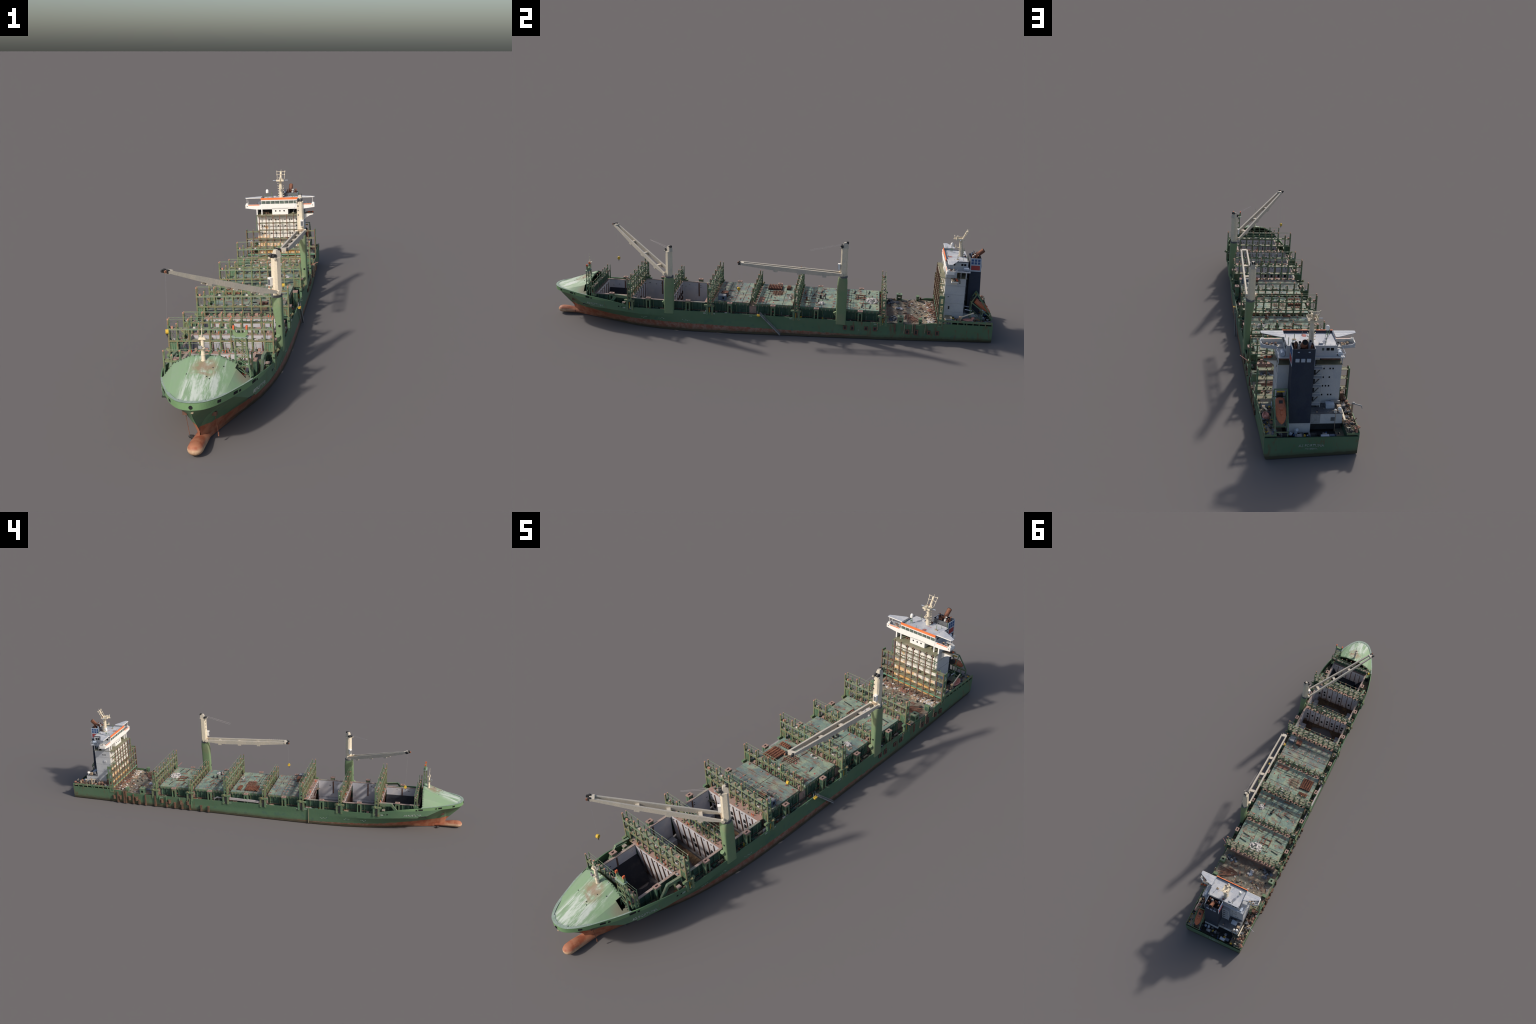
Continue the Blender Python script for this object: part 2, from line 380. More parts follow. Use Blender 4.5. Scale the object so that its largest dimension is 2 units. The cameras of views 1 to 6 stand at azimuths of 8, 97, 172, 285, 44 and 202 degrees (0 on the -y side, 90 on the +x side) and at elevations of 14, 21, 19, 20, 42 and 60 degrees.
def build_hull():
    mb = MB(); NL, NS = 20, 240
    for sgn in (1, -1):
        rings = []
        for i in range(NS + 1):
            u = i / NS; y = -1 + 2 * (.22 * u ** 3 + .78 * u ** 1.35) if u < 1 else 1.0
            col = []
            b0, z0, bk, zk, p = section(y)
            for k in range(NL + 1):
                t = k / NL
                zb = max(z0, .028 * y - .052 * b0 * sgn)
                zb = max(z0, .028 * y - .052 * side_b(y, zb) * sgn)
                z = zb + (zk - zb) * t
                col.append((sgn * (side_b(y, z) if k < NL else bk), y, z))
            for k in (1, 2, 3):
                q = k / 3
                col.append((sgn * (bk + (rim_b(y) - bk) * q), y, zk + (rim_z(y) - zk) * q))
            b, z = rim_b(y), rim_z(y)
            col.append((sgn * max(b - .0035, 0), y + .003 * (u < .01), z)); col.append((sgn * max(b - .0035, 0), y + .003 * (u < .01), max(.062, zk + .003) if y < -.8 else .062))
            rings.append(col)
        mb.loft(rings, 'hull', caps=False, closed=False)
        if sgn == 1: right = [p for p in rings[-1][:NL + 4]]
        else: left = [p for p in rings[-1][:NL + 4]]
    # transom
    n = len(right)
    mb.add(right + left, [(i, i + 1, n + i + 1, n + i) for i in range(n - 1)], 'hull')
    mb.add([(x, y - .004, z) for x, y, z in right] + [(x, y - .004, z) for x, y, z in left], [(i, i + 1, n + i + 1, n + i) for i in range(n - 1)], 'side')
    # keel stem plug and bulbous bow
    rings = []
    for i in range(25):
        u = (i / 24) ** 1.5
        y = -.9995 + .14 * u
        r = math.sqrt(max(0, 1 - (1 - min(1, u / .19)) ** 2.3))
        top = line(y, [(-.99, .0055), (-.955, .0052), (-.92, -.001), (-.86, -.010)]); bot = .028 * y + .0004
        hw = .0212 * r * (1 - .12 * max(0, u - .5)); zc = (top + bot) / 2; hh = (top - bot) / 2 * r
        rings.append([(max(hw, .0005) * cos(2 * pi * j / 24), y, zc + max(hh, .0005) * sin(2 * pi * j / 24)) for j in range(24)])
    mb.loft(rings, 'hull')
    return put('hull', mb, smooth=20)
hull = build_hull()

# rubbed plating details on the shell: doors and hawse openings on the bow, deck-edge marks, vertical frames, fenders
mb = MB()
for sgn in (1, -1):
    for y, z, L, H in ((-.809, .1055, .020, .0075), (-.790, .1035, .007, .0055), (-.897, .1075, .016, .0075), (-.879, .1065, .007, .0055), (-.958, .1085, .010, .0075), (-.655, .080, .006, .005), (-.64, .0785, .005, .004)):
        y0, y1 = y - L / 2, y + L / 2
        vs = []
        for q in (0, 1):
            for (yy, zz) in ((y0, z - H / 2), (y1, z - H / 2), (y1, z + H / 2), (y0, z + H / 2)):
                vs.append((sgn * (side_b(yy, zz) + (.0009 if q else -.002)), yy, zz))
        mb.add(vs, [(0, 1, 2, 3), (4, 5, 6, 7), (0, 1, 5, 4), (1, 2, 6, 5), (2, 3, 7, 6), (3, 0, 4, 7)], 'black')
mb.tube([(0, -1.0015, .1075), (0, -.994, .1075)], .0048, 'black', 14)
mb.box((.003, -.997, .0925), (.006, .006, .002), 'junkt')
put('hawse_opening', mb, hull)

def fenders():
    a = MB()                              # rust-brown rubber pads
    a.tube([(-.0015, 0, -.009), (-.0015, 0, .009)], .0068, 'fender', 10)
    a.box((.0, 0, 0), (.006, .016, .021), 'fender')
    pad = a.mesh('fender')
    for y in (.765, .73, .678, .639, .498, .456, .395, .356):
        put('fender', pad, hull, (-.1575 + .0015 * (y > .7), y, .057), smooth=40)
    b = MB()
    b.prism([(-.0075, 0), (.007, 0), (.007, .004), (-.002, .028), (-.0075, .024)], 'z', -.004, .004, 'rust') if False else None
    b.box((-.001, 0, 0), (.011, .008, .026), 'fender'); b.box((-.001, 0, .014), (.009, .011, .006), 'fender')
    low = b.mesh('lower_fender')
    for y in (.471, .427, .387, .345, .285, .246):
        put('lower_fender', low, hull, (-.157, y, .0225 + .028 * y + .002))
    c = MB()
    for y, z0, z1, w in ((.743, .03, .088, .006), (.707, .03, .096, .007), (.697, .03, .096, .005), (.656, .03, .082, .006), (.624, .028, .052, .007), (.588, .026, .083, .006), (.534, .026, .083, .007), (.51, .05, .081, .0025), (.473, .05, .081, .0025), (.40, .05, .08, .0025), (.345, .03, .082, .004), (.337, .03, .082, .0025)):
        zz = max(z0, .028 * y + .010)
        c.span(-.1615, -.152, y - w / 2, y + w / 2, zz, z1, 'fender' if w > .004 else 'hull')
        if w > .004: c.span(-.163, -.152, y - w / 2 - .001, y + w / 2 + .001, zz, zz + .020, 'fender')
    c.span(-.1590, -.154, -.2730, -.2700, .004, .079, 'olive')
    put('rubbing_bar', c, hull)
    d = MB()
    for y, z, L, H in ((.369, .051, .015, .020), (.401, .051, .016, .022), (.461, .053, .016, .018), (.500, .053, .016, .020), (.640, .050, .018, .022), (.677, .050, .018, .026), (.732, .052, .014, .019), (.767, .052, .016, .020)):
        d.frame_plate('x', .1545, .1583, y - L / 2, y + L / 2, z - H / 2, z + H / 2, [(z - H * .32, z + H * .32)], 'rustpost')
        d.span(.153, .1562, y - L / 2, y + L / 2, z - H / 2, z + H / 2, 'dark')
    for y, z0, z1, w in ((.585, .048, .083, .006), (.626, .042, .083, .0025), (.661, .045, .09, .0025), (.715, .049, .09, .002), (.67, .04, .088, .006), (.51, .05, .081, .002)):
        d.span(.153, .1588, y - w / 2, y + w / 2, z0, z1, 'junkt' if w < .003 else 'rustpost')
    put('recessed_step', d, hull)
    e = MB()
    for y in (-.63, -.60, -.258, -.218, .13, .165, .5, -.05):
        for sg in (1, -1): e.box((sg * (side_b(y, .0755) + .0002), y, .0755), (.0012, .013, .0042), 'letter')
    put('deck_edge_mark', e, hull)
    f = MB()                              # draught figures and tug marks: short weathered strokes
    r = random.Random(3)
    for y0, z0, n in ((-.47, .036, 4), (-.55, .034, 4), (-.36, .034, 5)):
        for i in range(n):
            yy = y0 + i * .0075; zz = z0 + r.uniform(-.003, .003)
            for sg in (1, -1): f.box((sg * (side_b(yy, zz) + .0004), yy, zz), (.0010, r.uniform(.002, .0055), r.uniform(.0015, .003)), 'rim')
    put('worn_marking', f, hull)
fenders()

def lettering(body, size, place, name):
    """Raised letters laid on the shell: place(u, v, d) -> ship position."""
    cu = bpy.data.curves.new(name, 'FONT'); cu.body = body; cu.size = size; cu.extrude = .0007; cu.align_x = 'CENTER'; cu.resolution_u = 2
    o = bpy.data.objects.new(name, cu); bpy.context.collection.objects.link(o)
    bpy.context.view_layer.update()
    me = bpy.data.meshes.new_from_object(o.evaluated_get(bpy.context.evaluated_depsgraph_get()))
    bpy.data.objects.remove(o); bpy.data.curves.remove(cu)
    for v in me.vertices: v.co = place(v.co.x, v.co.y, v.co.z)
    me.materials.clear(); me.materials.append(M['letter']); me.update()
    put(name, me, hull)
lettering('AS FORTUNA', .0135, lambda u, v, d: (side_b(-.772 + u, .0725 + v - u * .03) + .0006 + d, -.772 + u, .0725 + v - u * .03), 'ship_name')
lettering('AS FORTUNA', .0135, lambda u, v, d: (-(side_b(-.772 - u, .0725 + v + u * .03) + .0006 + d), -.772 - u, .0725 + v + u * .03), 'ship_name')
lettering('AS FORTUNA', .0135, lambda u, v, d: (-u, 1.0006 + d, .064 + v), 'ship_name')
lettering('MONROVIA', .0075, lambda u, v, d: (-u, 1.0006 + d, .054 + v), 'home_port')

# anchors hanging from chains
mb = MB()
for sg, y, x in ((1, -.907, .044), (-1, -.906, .037)):
    top = Vector((sg * (side_b(y, .056) - .001), y, .056)); bot = Vector((sg * x, y + (.004 if sg > 0 else .022), -.004 if sg > 0 else -.018))
    n = 26
    for i in range(n):
        a, b = top.lerp(bot, i / n), top.lerp(bot, (i + .8) / n)
        mb.beam(a, b, .0014 if i % 2 else .0007, .0007 if i % 2 else .0014, 'rust')
    mb.box(top, (.012, .016, .010), 'rustpost')
    if sg < 0: mb.chunk((-.033, -.886, -.0195), .010, 'dark', rnd, .35)
    else: mb.box(bot, (.003, .003, .010), 'rust')
put('anchor_chain', mb, stuff=True)

# ------------------------------------------------------------------ foredeck cover (turtle-back) with flat rim
def fold_x(y):
    return min(line(y, [(-.985, .03), (-.93, .072), (-.815, .089)]), (rim_b(y) - .004) * .97)
def whale_z(x, y):
    u = (y + .985) / .17
    zt = .119 + .058 * max(0, min(1, u)) ** 1.02
    b = rim_b(y) - .004; xc = fold_x(y)
    zr = rim_z(y) + .001; zc = min(zt, line(y, [(-.985, zr), (-.93, .117), (-.815, .153)]))
    a = abs(x)
    if a <= xc * .48: return zt - (zt - zc) * .12 * a / (xc * .48)
    if a <= xc: return zt - (zt - zc) * (.12 + .88 * (a - xc * .48) / (xc * .52))
    return zc + (zr - zc) * (a - xc) / max(b - xc, 1e-4)
def build_foredeck():
    mb = MB(); ny, nx = 40, 60
    V, F = [], []
    for i in range(ny + 1):
        yb = -.993 + (.993 - .815) * i / ny
        for j in range(nx + 1):
            b = rim_b(yb) - .004; xc = fold_x(yb)
            knots = [-b, -xc, -xc * .48, xc * .48, xc, b]
            q = j / nx * 5; a = min(4, int(q)); x = knots[a] + (knots[a + 1] - knots[a]) * (q - a)
            y = yb + (.006 * (1 - (x / b) ** 2) if i == ny else 0)
            V.append((x, y, whale_z(x, yb)))
    for i in range(ny):
        for j in range(nx):
            x = V[i * (nx + 1) + j][0]; y = V[i * (nx + 1) + j][1]
            if .082 < x < .106 and y > -.833 and i < ny: continue          # access opening in the port quarter
            F.append((i * (nx + 1) + j, i * (nx + 1) + j + 1, (i + 1) * (nx + 1) + j + 1, (i + 1) * (nx + 1) + j))
    o = len(V)
    V2 = [(x, y, z - .003) for x, y, z in V]
    mb.add(V, F, 'fore'); mb.add(V2, F, 'dark')
    # aft edge flange
    e = [V[ny * (nx + 1) + j] for j in range(nx + 1)]
    mb.add([(x, y + .0015, z + .0006) for x, y, z in e] + [(x, y + .0015, z - .005) for x, y, z in e], [(j, j + 1, nx + 2 + j, nx + 1 + j) for j in range(nx)], 'green')
    for j in range(2, nx - 1, 2):
        x, y, z = e[j]; mb.box((x, y - .003, z + .0004), (.0015, .0025, .002), 'dark')
    for x, y in ((.03, -.86), (-.035, -.885), (.055, -.845), (.02, -.895), (.028, -.902)):
        mb.box((x, y, whale_z(x, y) + .001), (.002, .002, .0025), 'dark')
    # rim strip
    R = []
    for i in range(60):
        y = -1 + .19 * (i / 59) ** 1.6
        R.append(y)
    for sg in (1, -1):
        vs = []
        for y in R:
            b = rim_b(y); vs += [(sg * b, y - .0005, rim_z(y) + .0012), (sg * max(b - .0085, 0), min(y + (.008 if y < -.985 else .002), -.81), rim_z(y) + .002)]
        mb.add(vs, [(2 * i, 2 * i + 1, 2 * i + 3, 2 * i + 2) for i in range(len(R) - 1)], 'rim')
    # front filler under the nose
    return put('foredeck_cover', mb, smooth=9)
foredeck = build_foredeck()

mb = MB()   # foremast
mb.tube([(0, -.833, .155), (0, -.833, .196), (0, -.8325, .228)], [.0062, .0054, .0048], 'cream', 12)
mb.box((0, -.833, .229), (.020, .013, .002), 'cream'); mb.box((0, -.838, .232), (.016, .001, .005), 'cream')
mb.tube([(-.004, -.836, .228), (-.004, -.836, .240)], .0022, 'cream', 8); mb.tube([(.005, -.833, .228), (.005, -.833, .236)], .0016, 'cream', 8)
mb.tube([(0, -.834, .228), (0, -.835, .254), (0, -.836, .272)], [.0016, .001, .0005], 'cream', 6)
mb.ball((0, -.835, .2555), .0020, 'cream'); mb.box((0, -.835, .262), (.004, .001, .001), 'grey')
mb.box((0, -.841, .206), (.014, .010, .0015), 'cream'); mb.box((-.004, -.846, .210), (.009, .004, .007), 'grey'); mb.box((-.008, -.843, .212), (.004, .004, .006), 'funnelgrey')
for z in (.170, .186, .198): mb.tube([(0, -.833, z), (0, -.833, z + .0012)], .0068, 'cream', 12)
for i in range(8): mb.box((0, -.8275, .165 + i * .0075), (.006, .001, .0008), 'jib')
put('foremast', mb, smooth=40)

# ------------------------------------------------------------------ decks
BR = [-.790, -.611, -.432, -.244, -.050, .144, .335, .525]         # lashing bridge stations
def build_decks():
    mb = MB()
    ys = [-.835 + i * .02 for i in range(92)]
    for sg in (1, -1):
        vs = []
        for y in ys:
            z = .069 if y < .54 else .081
            vs += [(sg * (rim_b(y) - .002), y, z), (sg * ((.098 if y < -.61 else .1265) if y < -.262 else .085), y, z)]
        mb.add(vs, [(2 * i, 2 * i + 1, 2 * i + 3, 2 * i + 2) for i in range(len(ys) - 1)], 'deck')
    mb.span(-.12, .12, -.835, -.777, .066, .070, 'dark')
    put('side_deck', mb)
    w = MB()
    n, m = 60, 44; V = []
    for i in range(n + 1):
        for j in range(m + 1):
            x = -.150 + .300 * j / m; y = .536 + .256 * i / n
            dip = .0018 * sin(x * 90 + 2 * sin(y * 40)) * sin(y * 75) + rnd.uniform(-.0006, .0006)
            if (x - .024) ** 2 + (y - .638) ** 2 < .006 ** 2: dip -= .010
            V.append((x, y, .0845 + dip))
    w.add(V, [(i * (m + 1) + j, i * (m + 1) + j + 1, (i + 1) * (m + 1) + j + 1, (i + 1) * (m + 1) + j) for i in range(n) for j in range(m)], 'wreck')
    put('wreck_deck', w, smooth=50)
    c = MB()                              # cross decks under the lashing bridges
    for k, b in enumerate(BR):
        hw = .102 if k == 0 else .128
        y0, y1 = {0: (-.802, -.775), 1: (-.620, -.600), 2: (-.443, -.420), 3: (-.264, -.221)}.get(k, (b - .012, b + .023))
        if k == 7: y1 = .545
        zt = .117 if k < 4 else .1135
        (c.span(-hw, hw, y0 + .002, y1 - .002, .06, zt - .002, 'cross' if k else 'side') if k in (0, 4, 5, 6, 7) else c.span(-hw, hw, y1 - .012, y1 - .002, .06, zt - .002, 'cross') if k == 3 else None); c.span(-hw, hw, y0 - .0005, y1 + .0005, zt - .0015, zt, 'cross')
        if k in (3, 5):
            for i in range(8):
                x = -.107 + i * .0306
                c.box((x, y1 - .007, zt + .0025), (.020, .011, .006), 'cross'); c.box((x + .002, y1 - .007, zt + .0058), (.011, .007, .001), 'black')
        elif k >= 4 and k < 7:
            for i in range(8):
                x = -.107 + i * .0306
                c.tube([(x, y1 - .007, zt), (x, y1 - .007, zt + .006)], .0085, 'lid', 12)
        elif k in (1, 2):
            for i in range(0):
                x = -.107 + i * .0306
                c.box((x + rnd.uniform(-.003, .003), y1 - .009, zt + .002), (.016, .010, .004), 'lid'); c.box((x, y1 - .008, zt + .0045), (.007, .005, .001), 'black' if i % 3 else 'dark')
        for i in range(5):
            xx = -.09 + i * .045 + rnd.uniform(-.006, .006)
            if rnd.random() < .45:
                for dx in (0, .0075): c.tube([(xx + dx, y0 + .007, zt), (xx + dx, y0 + .007, zt + .0085)], [.0017, .0012], 'cone' if rnd.random() < .75 else 'tip', 7)
        for i in range(22):
            c.box((rnd.uniform(-hw + .01, hw - .01), rnd.uniform(y0 + .004, y1 - .016), zt + .002), (rnd.uniform(.003, .008), rnd.uniform(.002, .006), rnd.uniform(.002, .007)), rnd.choice(['green', 'lid', 'side', 'post', 'grey']))
    put('cross_deck', c)
build_decks()

# ------------------------------------------------------------------ open holds
HOLDS = [(-.775, -.620, .0965), (-.600, -.443, .1245), (-.420, -.264, .1245)]
def ground_z(x, y): return .028 * y - .052 * x + .0012
def build_hold(k, y0, y1, hw):
    mb = MB(); push = .016; spread = .0
    def wall(p, q, zt=.1165, key='hold'):
        (xa, ya), (xb, yb) = p, q
        n, m = 8, 8; V = []
        for i in range(n + 1):
            t = i / n; x = xa + (xb - xa) * t; y = ya + (yb - ya) * t
            for q in range(m + 1):
                f = q / m; z = zt + (ground_z(x, y) - zt) * f
                xx = x
                if abs(xa) == abs(xb) and xa == xb: xx = math.copysign(abs(x) + spread * max(0, min(1, (.068 - z) / .012)), x)
                elif z > .066: xx = max(-hw, min(hw, xx))
                yy = y + (push if y > (y0 + y1) / 2 else 0) * max(0, min(1, (.115 - z) / .115)) * (ya == yb)
                lim = min(side_b(yy, z), side_b(y, z)) - .005
                V.append((max(-lim, min(lim, xx)), yy, z))
        mb.add(V, [(i * (m + 1) + q, i * (m + 1) + q + 1, (i + 1) * (m + 1) + q + 1, (i + 1) * (m + 1) + q) for i in range(n) for q in range(m)], key)
    ww = hw + spread
    wall((-ww, y1), (ww, y1), .1155); wall((-ww, y0), (ww, y0), .1155); wall((-hw, y0), (-hw, y1)); wall((hw, y0), (hw, y1))
    nr = 7 if k else 6
    for i in range(1, nr + 1):            # cell guides on the end bulkheads
        x = -hw + 2 * hw * (i - .0) / (nr + 1)
        for y, d in ((y1, -1), (y0, 1)):
            
                lowest = max(ground_z(x, y), min(.1, next((z for z in [q * .004 - .02 for q in range(30)] if side_b(y, z) > abs(x) + .006), .1)))
                q = push if d < 0 else 0
                mb.beam((x, y + d * .0008 + q * .06, .108), (x, y + d * .0008 + q * (.115 - lowest) / .13, lowest), .0030, .003, 'rustpost', (0, 1, 0))
    for i in range(nr + 1):               # lightening holes and ladder openings
        x = -hw + 2 * hw * (i + .5) / (nr + 1)
        for z in ((.102,), (.102, .062, .035), (.102, .066, .04))[k]:
            if rnd.random() < (.85 if z > .08 else .5):
                big = z < .08
                for y, d in ((y1, -1), (y0, 1)):
                    mb.box((x + rnd.uniform(-.003, .003), y + d * .0002 + (push if d < 0 else 0) * (.115 - z) / .115, z), (.010 if big else .005, .003, .015 if big else .0025), 'black')
    ym = (y0 + y1) / 2
    for sg in (1, -1):
        mb.span(min(sg * (hw - .001), sg * (hw + spread)), max(sg * (hw - .001), sg * (hw + spread)), ym - .003, ym + .003, .045 if k else .06, .112, 'rustpost')
        for i in range(5):
            mb.box((sg * (hw - .0004), rnd.uniform(y0 + .01, y1 - .01), rnd.uniform(.085, .106)), (.001, rnd.uniform(.003, .009), .002), rnd.choice(['black', 'junkt', 'junkw']))
    if k in (1, 2):
        for sg in (1, -1):
            xo = min(.123, side_b(y0 + .045, -.012) - .006)
            mb.span(min(sg * xo, sg * .093), max(sg * xo, sg * .093), y0 + .045, y1 - .008, ground_z(sg * .1, ym) + .001, .024, 'bench')
    if k == 0:
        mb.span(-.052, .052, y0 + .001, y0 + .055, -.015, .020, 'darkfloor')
    if k == 0:                            # hopper sides of the foremost hold
        for sg in (1, -1):
            V = []
            for i in range(7):
                y = y0 + (y1 - y0) * i / 6
                V += [(sg * min(hw, side_b(y, .075) - .005), y, .075), (sg * min(.045, side_b(y, .0) - .006), y, ground_z(0, y) + .002)]
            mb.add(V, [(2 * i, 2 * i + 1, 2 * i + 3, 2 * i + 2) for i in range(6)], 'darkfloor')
    put('hold', mb)
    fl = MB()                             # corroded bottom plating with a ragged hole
    cx, cy, rx, ry = ((-.052, y1 - .030, .022, .024), (.016, ym + .002, .078, .060), (.004, ym - .004, .084, .062))[k]
    N = 96; V = []
    r = random.Random(20 + k); ph = [r.uniform(0, 6.28) for _ in range(8)]
    for i in range(N):
        a = 2 * pi * i / N
        rag = 1 + sum(.5 / (q + 3) * sin((q + 2) * a + ph[q]) for q in range(8)) * (.55 if k else .2) + r.uniform(-.04, .04) * (k > 0)
        x, y = cx + rx * cos(a) * rag, cy + ry * sin(a) * rag
        x = max(-hw + .004, min(hw - .004, x)); y = max(y0 + .004, min(y1 - .004, y))
        s = min((hw - cx * (1 if cos(a) > 0 else -1)) / max(abs(cos(a)), 1e-6), ((y1 - cy) if sin(a) > 0 else (cy - y0)) / max(abs(sin(a)), 1e-6))
        ox, oy = cx + s * cos(a), cy + s * sin(a)
        mx, my = (x + ox) / 2, (y + oy) / 2
        for (px, py, up) in ((x, y, 0), (mx, my, .002 + r.uniform(0, .003)), (ox, oy, .004)):
            lim = side_b(py, max(-.02, ground_z(px, py))) - .006
            px = max(-lim, min(lim, px)); V.append((px, py, ground_z(px, py) + up))
    F = []
    for i in range(N):
        j = (i + 1) % N
        F += [(3 * i, 3 * i + 1, 3 * j + 1, 3 * j), (3 * i + 1, 3 * i + 2, 3 * j + 2, 3 * j + 1)]
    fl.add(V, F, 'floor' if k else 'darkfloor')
    put('hold_floor', fl)
for k, h in enumerate(HOLDS): build_hold(k, *h)

# ------------------------------------------------------------------ coamings and hatch covers
def build_coamings():
    mb = MB()
    for (y0, y1, hw) in HOLDS + [(b + .020, c - .010, .122) for b, c in zip(BR[3:7], BR[4:8])]:
        for sg in (1, -1):
            mb.span(min(sg * (hw + .0012), sg * (hw + .004)), max(sg * (hw + .0012), sg * (hw + .004)), y0 - .012, y1 + .012, .066, .1145, 'side')
            mb.span(min(sg * (hw - .001), sg * (hw + .0075)), max(sg * (hw - .001), sg * (hw + .0075)), y0 - .004, y1 + .004, .1145, .1172, 'edge' if y1 < -.2 else 'side')
            n = 7
            for i in range(n):
                y = y0 + (y1 - y0) * (i + .5) / n
                mb.span(min(sg * (hw + .003), sg * (hw + .0085)), max(sg * (hw + .003), sg * (hw + .0085)), y - .001, y + .001, .068, .114, 'side' if i % 2 else 'green')
            mb.span(min(sg * (hw + .003), sg * (hw + .006)), max(sg * (hw + .003), sg * (hw + .006)), y0, y1, .090, .0915, 'side')
    put('hatch_coaming', mb)
build_coamings()

def build_hatch(idx, y0, y1, nx, grooves, seed):
    r = random.Random(seed); mb = MB()
    xs = [-.127 + .254 * i / nx for i in range(nx + 1)]
    ys = [y0 + (y1 - y0) * g for g in [0] + grooves + [1]]
    for i in range(nx):
        for j in range(len(ys) - 1):
            mb.span(xs[i] + (.0009 if i else 0), xs[i + 1] - (.0009 if i < nx - 1 else 0), ys[j] + (.0009 if j else 0), ys[j + 1] - (.0009 if j < len(ys) - 2 else 0), .1180, .1275 - r.uniform(0, .0006), 'hatch')
    mb.span(-.1262, .1262, y0 + .001, y1 - .001, .1165, .1255, 'dark')
    for sg in (1, -1):                    # side skirt with stiffeners
        mb.span(min(sg * .126, sg * .1285), max(sg * .126, sg * .1285), y0, y1, .113, .1235, 'green')
        for i in range(9):
            y = y0 + (y1 - y0) * (i + .5) / 9
            mb.span(min(sg * .128, sg * .130), max(sg * .128, sg * .130), y - .001, y + .001, .113, .122, 'edge')
    for i in range(8):                    # container sockets
        x = -.107 + i * .0306
        for g in (.10, .45, .55, .93):
            y = y0 + (y1 - y0) * g + r.uniform(-.001, .001)
            if r.random() < .75: mb.tube([(x + r.uniform(-.002, .002), y, .1268), (x, y, .1285)], .0034, 'redspot' if r.random() < .6 else 'lid', 8)
        if r.random() < .6:
            y = y0 + (y1 - y0) * r.uniform(.35, .7)
            mb.box((x, y, .1280), (.006, .010, .0014), 'junkt' if r.random() < .4 else 'lid')
    for i in range(5):                    # loose bars lying on the cover
        a = r.uniform(-.25, .25) + (pi / 2 if r.random() < .35 else 0); L = r.uniform(.012, .034)
        x, y = r.uniform(-.09, .09), y0 + (y1 - y0) * r.uniform(.15, .85)
        x0 = max(-.125, x - L / 2 * cos(a)); x1 = min(.125, x + L / 2 * cos(a))
        mb.beam((x0, max(y0, y - L / 2 * sin(a)), .1287), (x1, min(y1, y + L / 2 * sin(a)), .1287), .002, .002, r.choice(['rustpost', 'rustpost', 'rust']))
    return put('hatch_cover', mb)
hatches = [build_hatch(0, BR[3] + .023, BR[4] - .011, 2, [.30, .58, .80], 1), build_hatch(1, BR[4] + .022, BR[5] - .011, 2, [.26, .72], 2),
           build_hatch(2, BR[5] + .022, BR[6] - .011, 3, [.22, .6], 3), build_hatch(3, BR[6] + .022, BR[7] - .011, 3, [.2, .62], 4)]

mb = MB()                                 # deckhouses of loose gear on the forward cover
mb.box((.104, -.186, .1375), (.030, .034, .020), 'bluebox'); mb.box((.104, -.186, .148), (.026, .030, .002), 'grey'); mb.box((.120, -.180, .139), (.0012, .007, .010), 'black')
mb.box((.062, -.182, .1365), (.026, .030, .018), 'rustpost'); mb.box((.062, -.182, .1465), (.028, .030, .003), 'rust')
for i in range(8): mb.box((.045 + rnd.uniform(-.02, .05), -.182 + rnd.uniform(-.02, .02), .150), (rnd.uniform(.004, .016), .003, .003), 'dark')
put('gear_box', mb, hatches[0])
def corrugated(x0, x1, y0, y1, z, nx, ny):
    mb = MB()
    for i in range(nx):
        for j in range(ny):
            x = x0 + (x1 - x0) * (i + .5) / nx; y = y0 + (y1 - y0) * (j + .5) / ny
            mb.box((x, y, z + .0035), ((x1 - x0) / nx * .86, (y1 - y0) / ny * .66, .009), 'rust', taper=.8)
    mb.span(x0, x1, y0, y1, z - .001, z + .001, 'dark')
    return mb
put('stacking_bin', corrugated(-.110, -.052, .0, .066, .129, 5, 9), hatches[1]); put('stacking_bin', corrugated(-.108, -.060, .086, .104, .129, 5, 3), hatches[1])
mb = MB()
for i in range(5): mb.beam((-.035 + i * .009, .03, .129), (-.032 + i * .009, .075, .129), .002, .002, 'rust')
for i in range(3): mb.beam((-.04, .04 + i * .014, .1305), (.01, .038 + i * .014, .1305), .002, .002, 'rustpost')
mb.span(.045, .115, -.022, .002, .1278, .1284, 'junkr')
mb.tube([(.03, .115, .129), (.03, .115, .136)], .004, 'junkw', 8); mb.tube([(.045, .11, .129), (.055, .118, .131)], .003, 'junkw', 8)
put('loose_lashing_gear', mb, hatches[1], stuff=True)
mb = MB()
mb.box((.055, .19, .1365), (.006, .007, .018), 'rust'); mb.box((.018, .25, .136), (.007, .009, .016), 'dark'); mb.box((-.03, .178, .133), (.030, .005, .004), 'rust')
mb.box((.07, .245, .135), (.004, .004, .016), 'dark'); mb.box((.02, .272, .134), (.014, .003, .012), 'dark')
for x, y in ((-.02, .265), (-.06, .25), (-.01, .215)): mb.beam((x - .022, y + .005, .130), (x + .014, y - .003, .130), .0026, .003, 'rustpost')
put('loose_gear', mb, hatches[2], stuff=True)
mb = MB()
for d in (-.016, .012):
    mb.beam((-.050, .432 + d, .130), (.006, .432 + d, .130), .0028, .003, 'rustpost')
for d in (-.036, -.008, .012): mb.beam((-.012 + d, .405, .1305), (-.012 + d, .455, .1305), .0028, .003, 'rust')
for x, y in ((-.09, .47), (.085, .44), (.09, .475), (-.085, .405)): mb.beam((x - .02, y, .130), (x + .02, y - .006, .130), .002, .003, 'dark')
put('lashing_frame', mb, hatches[3], stuff=True)

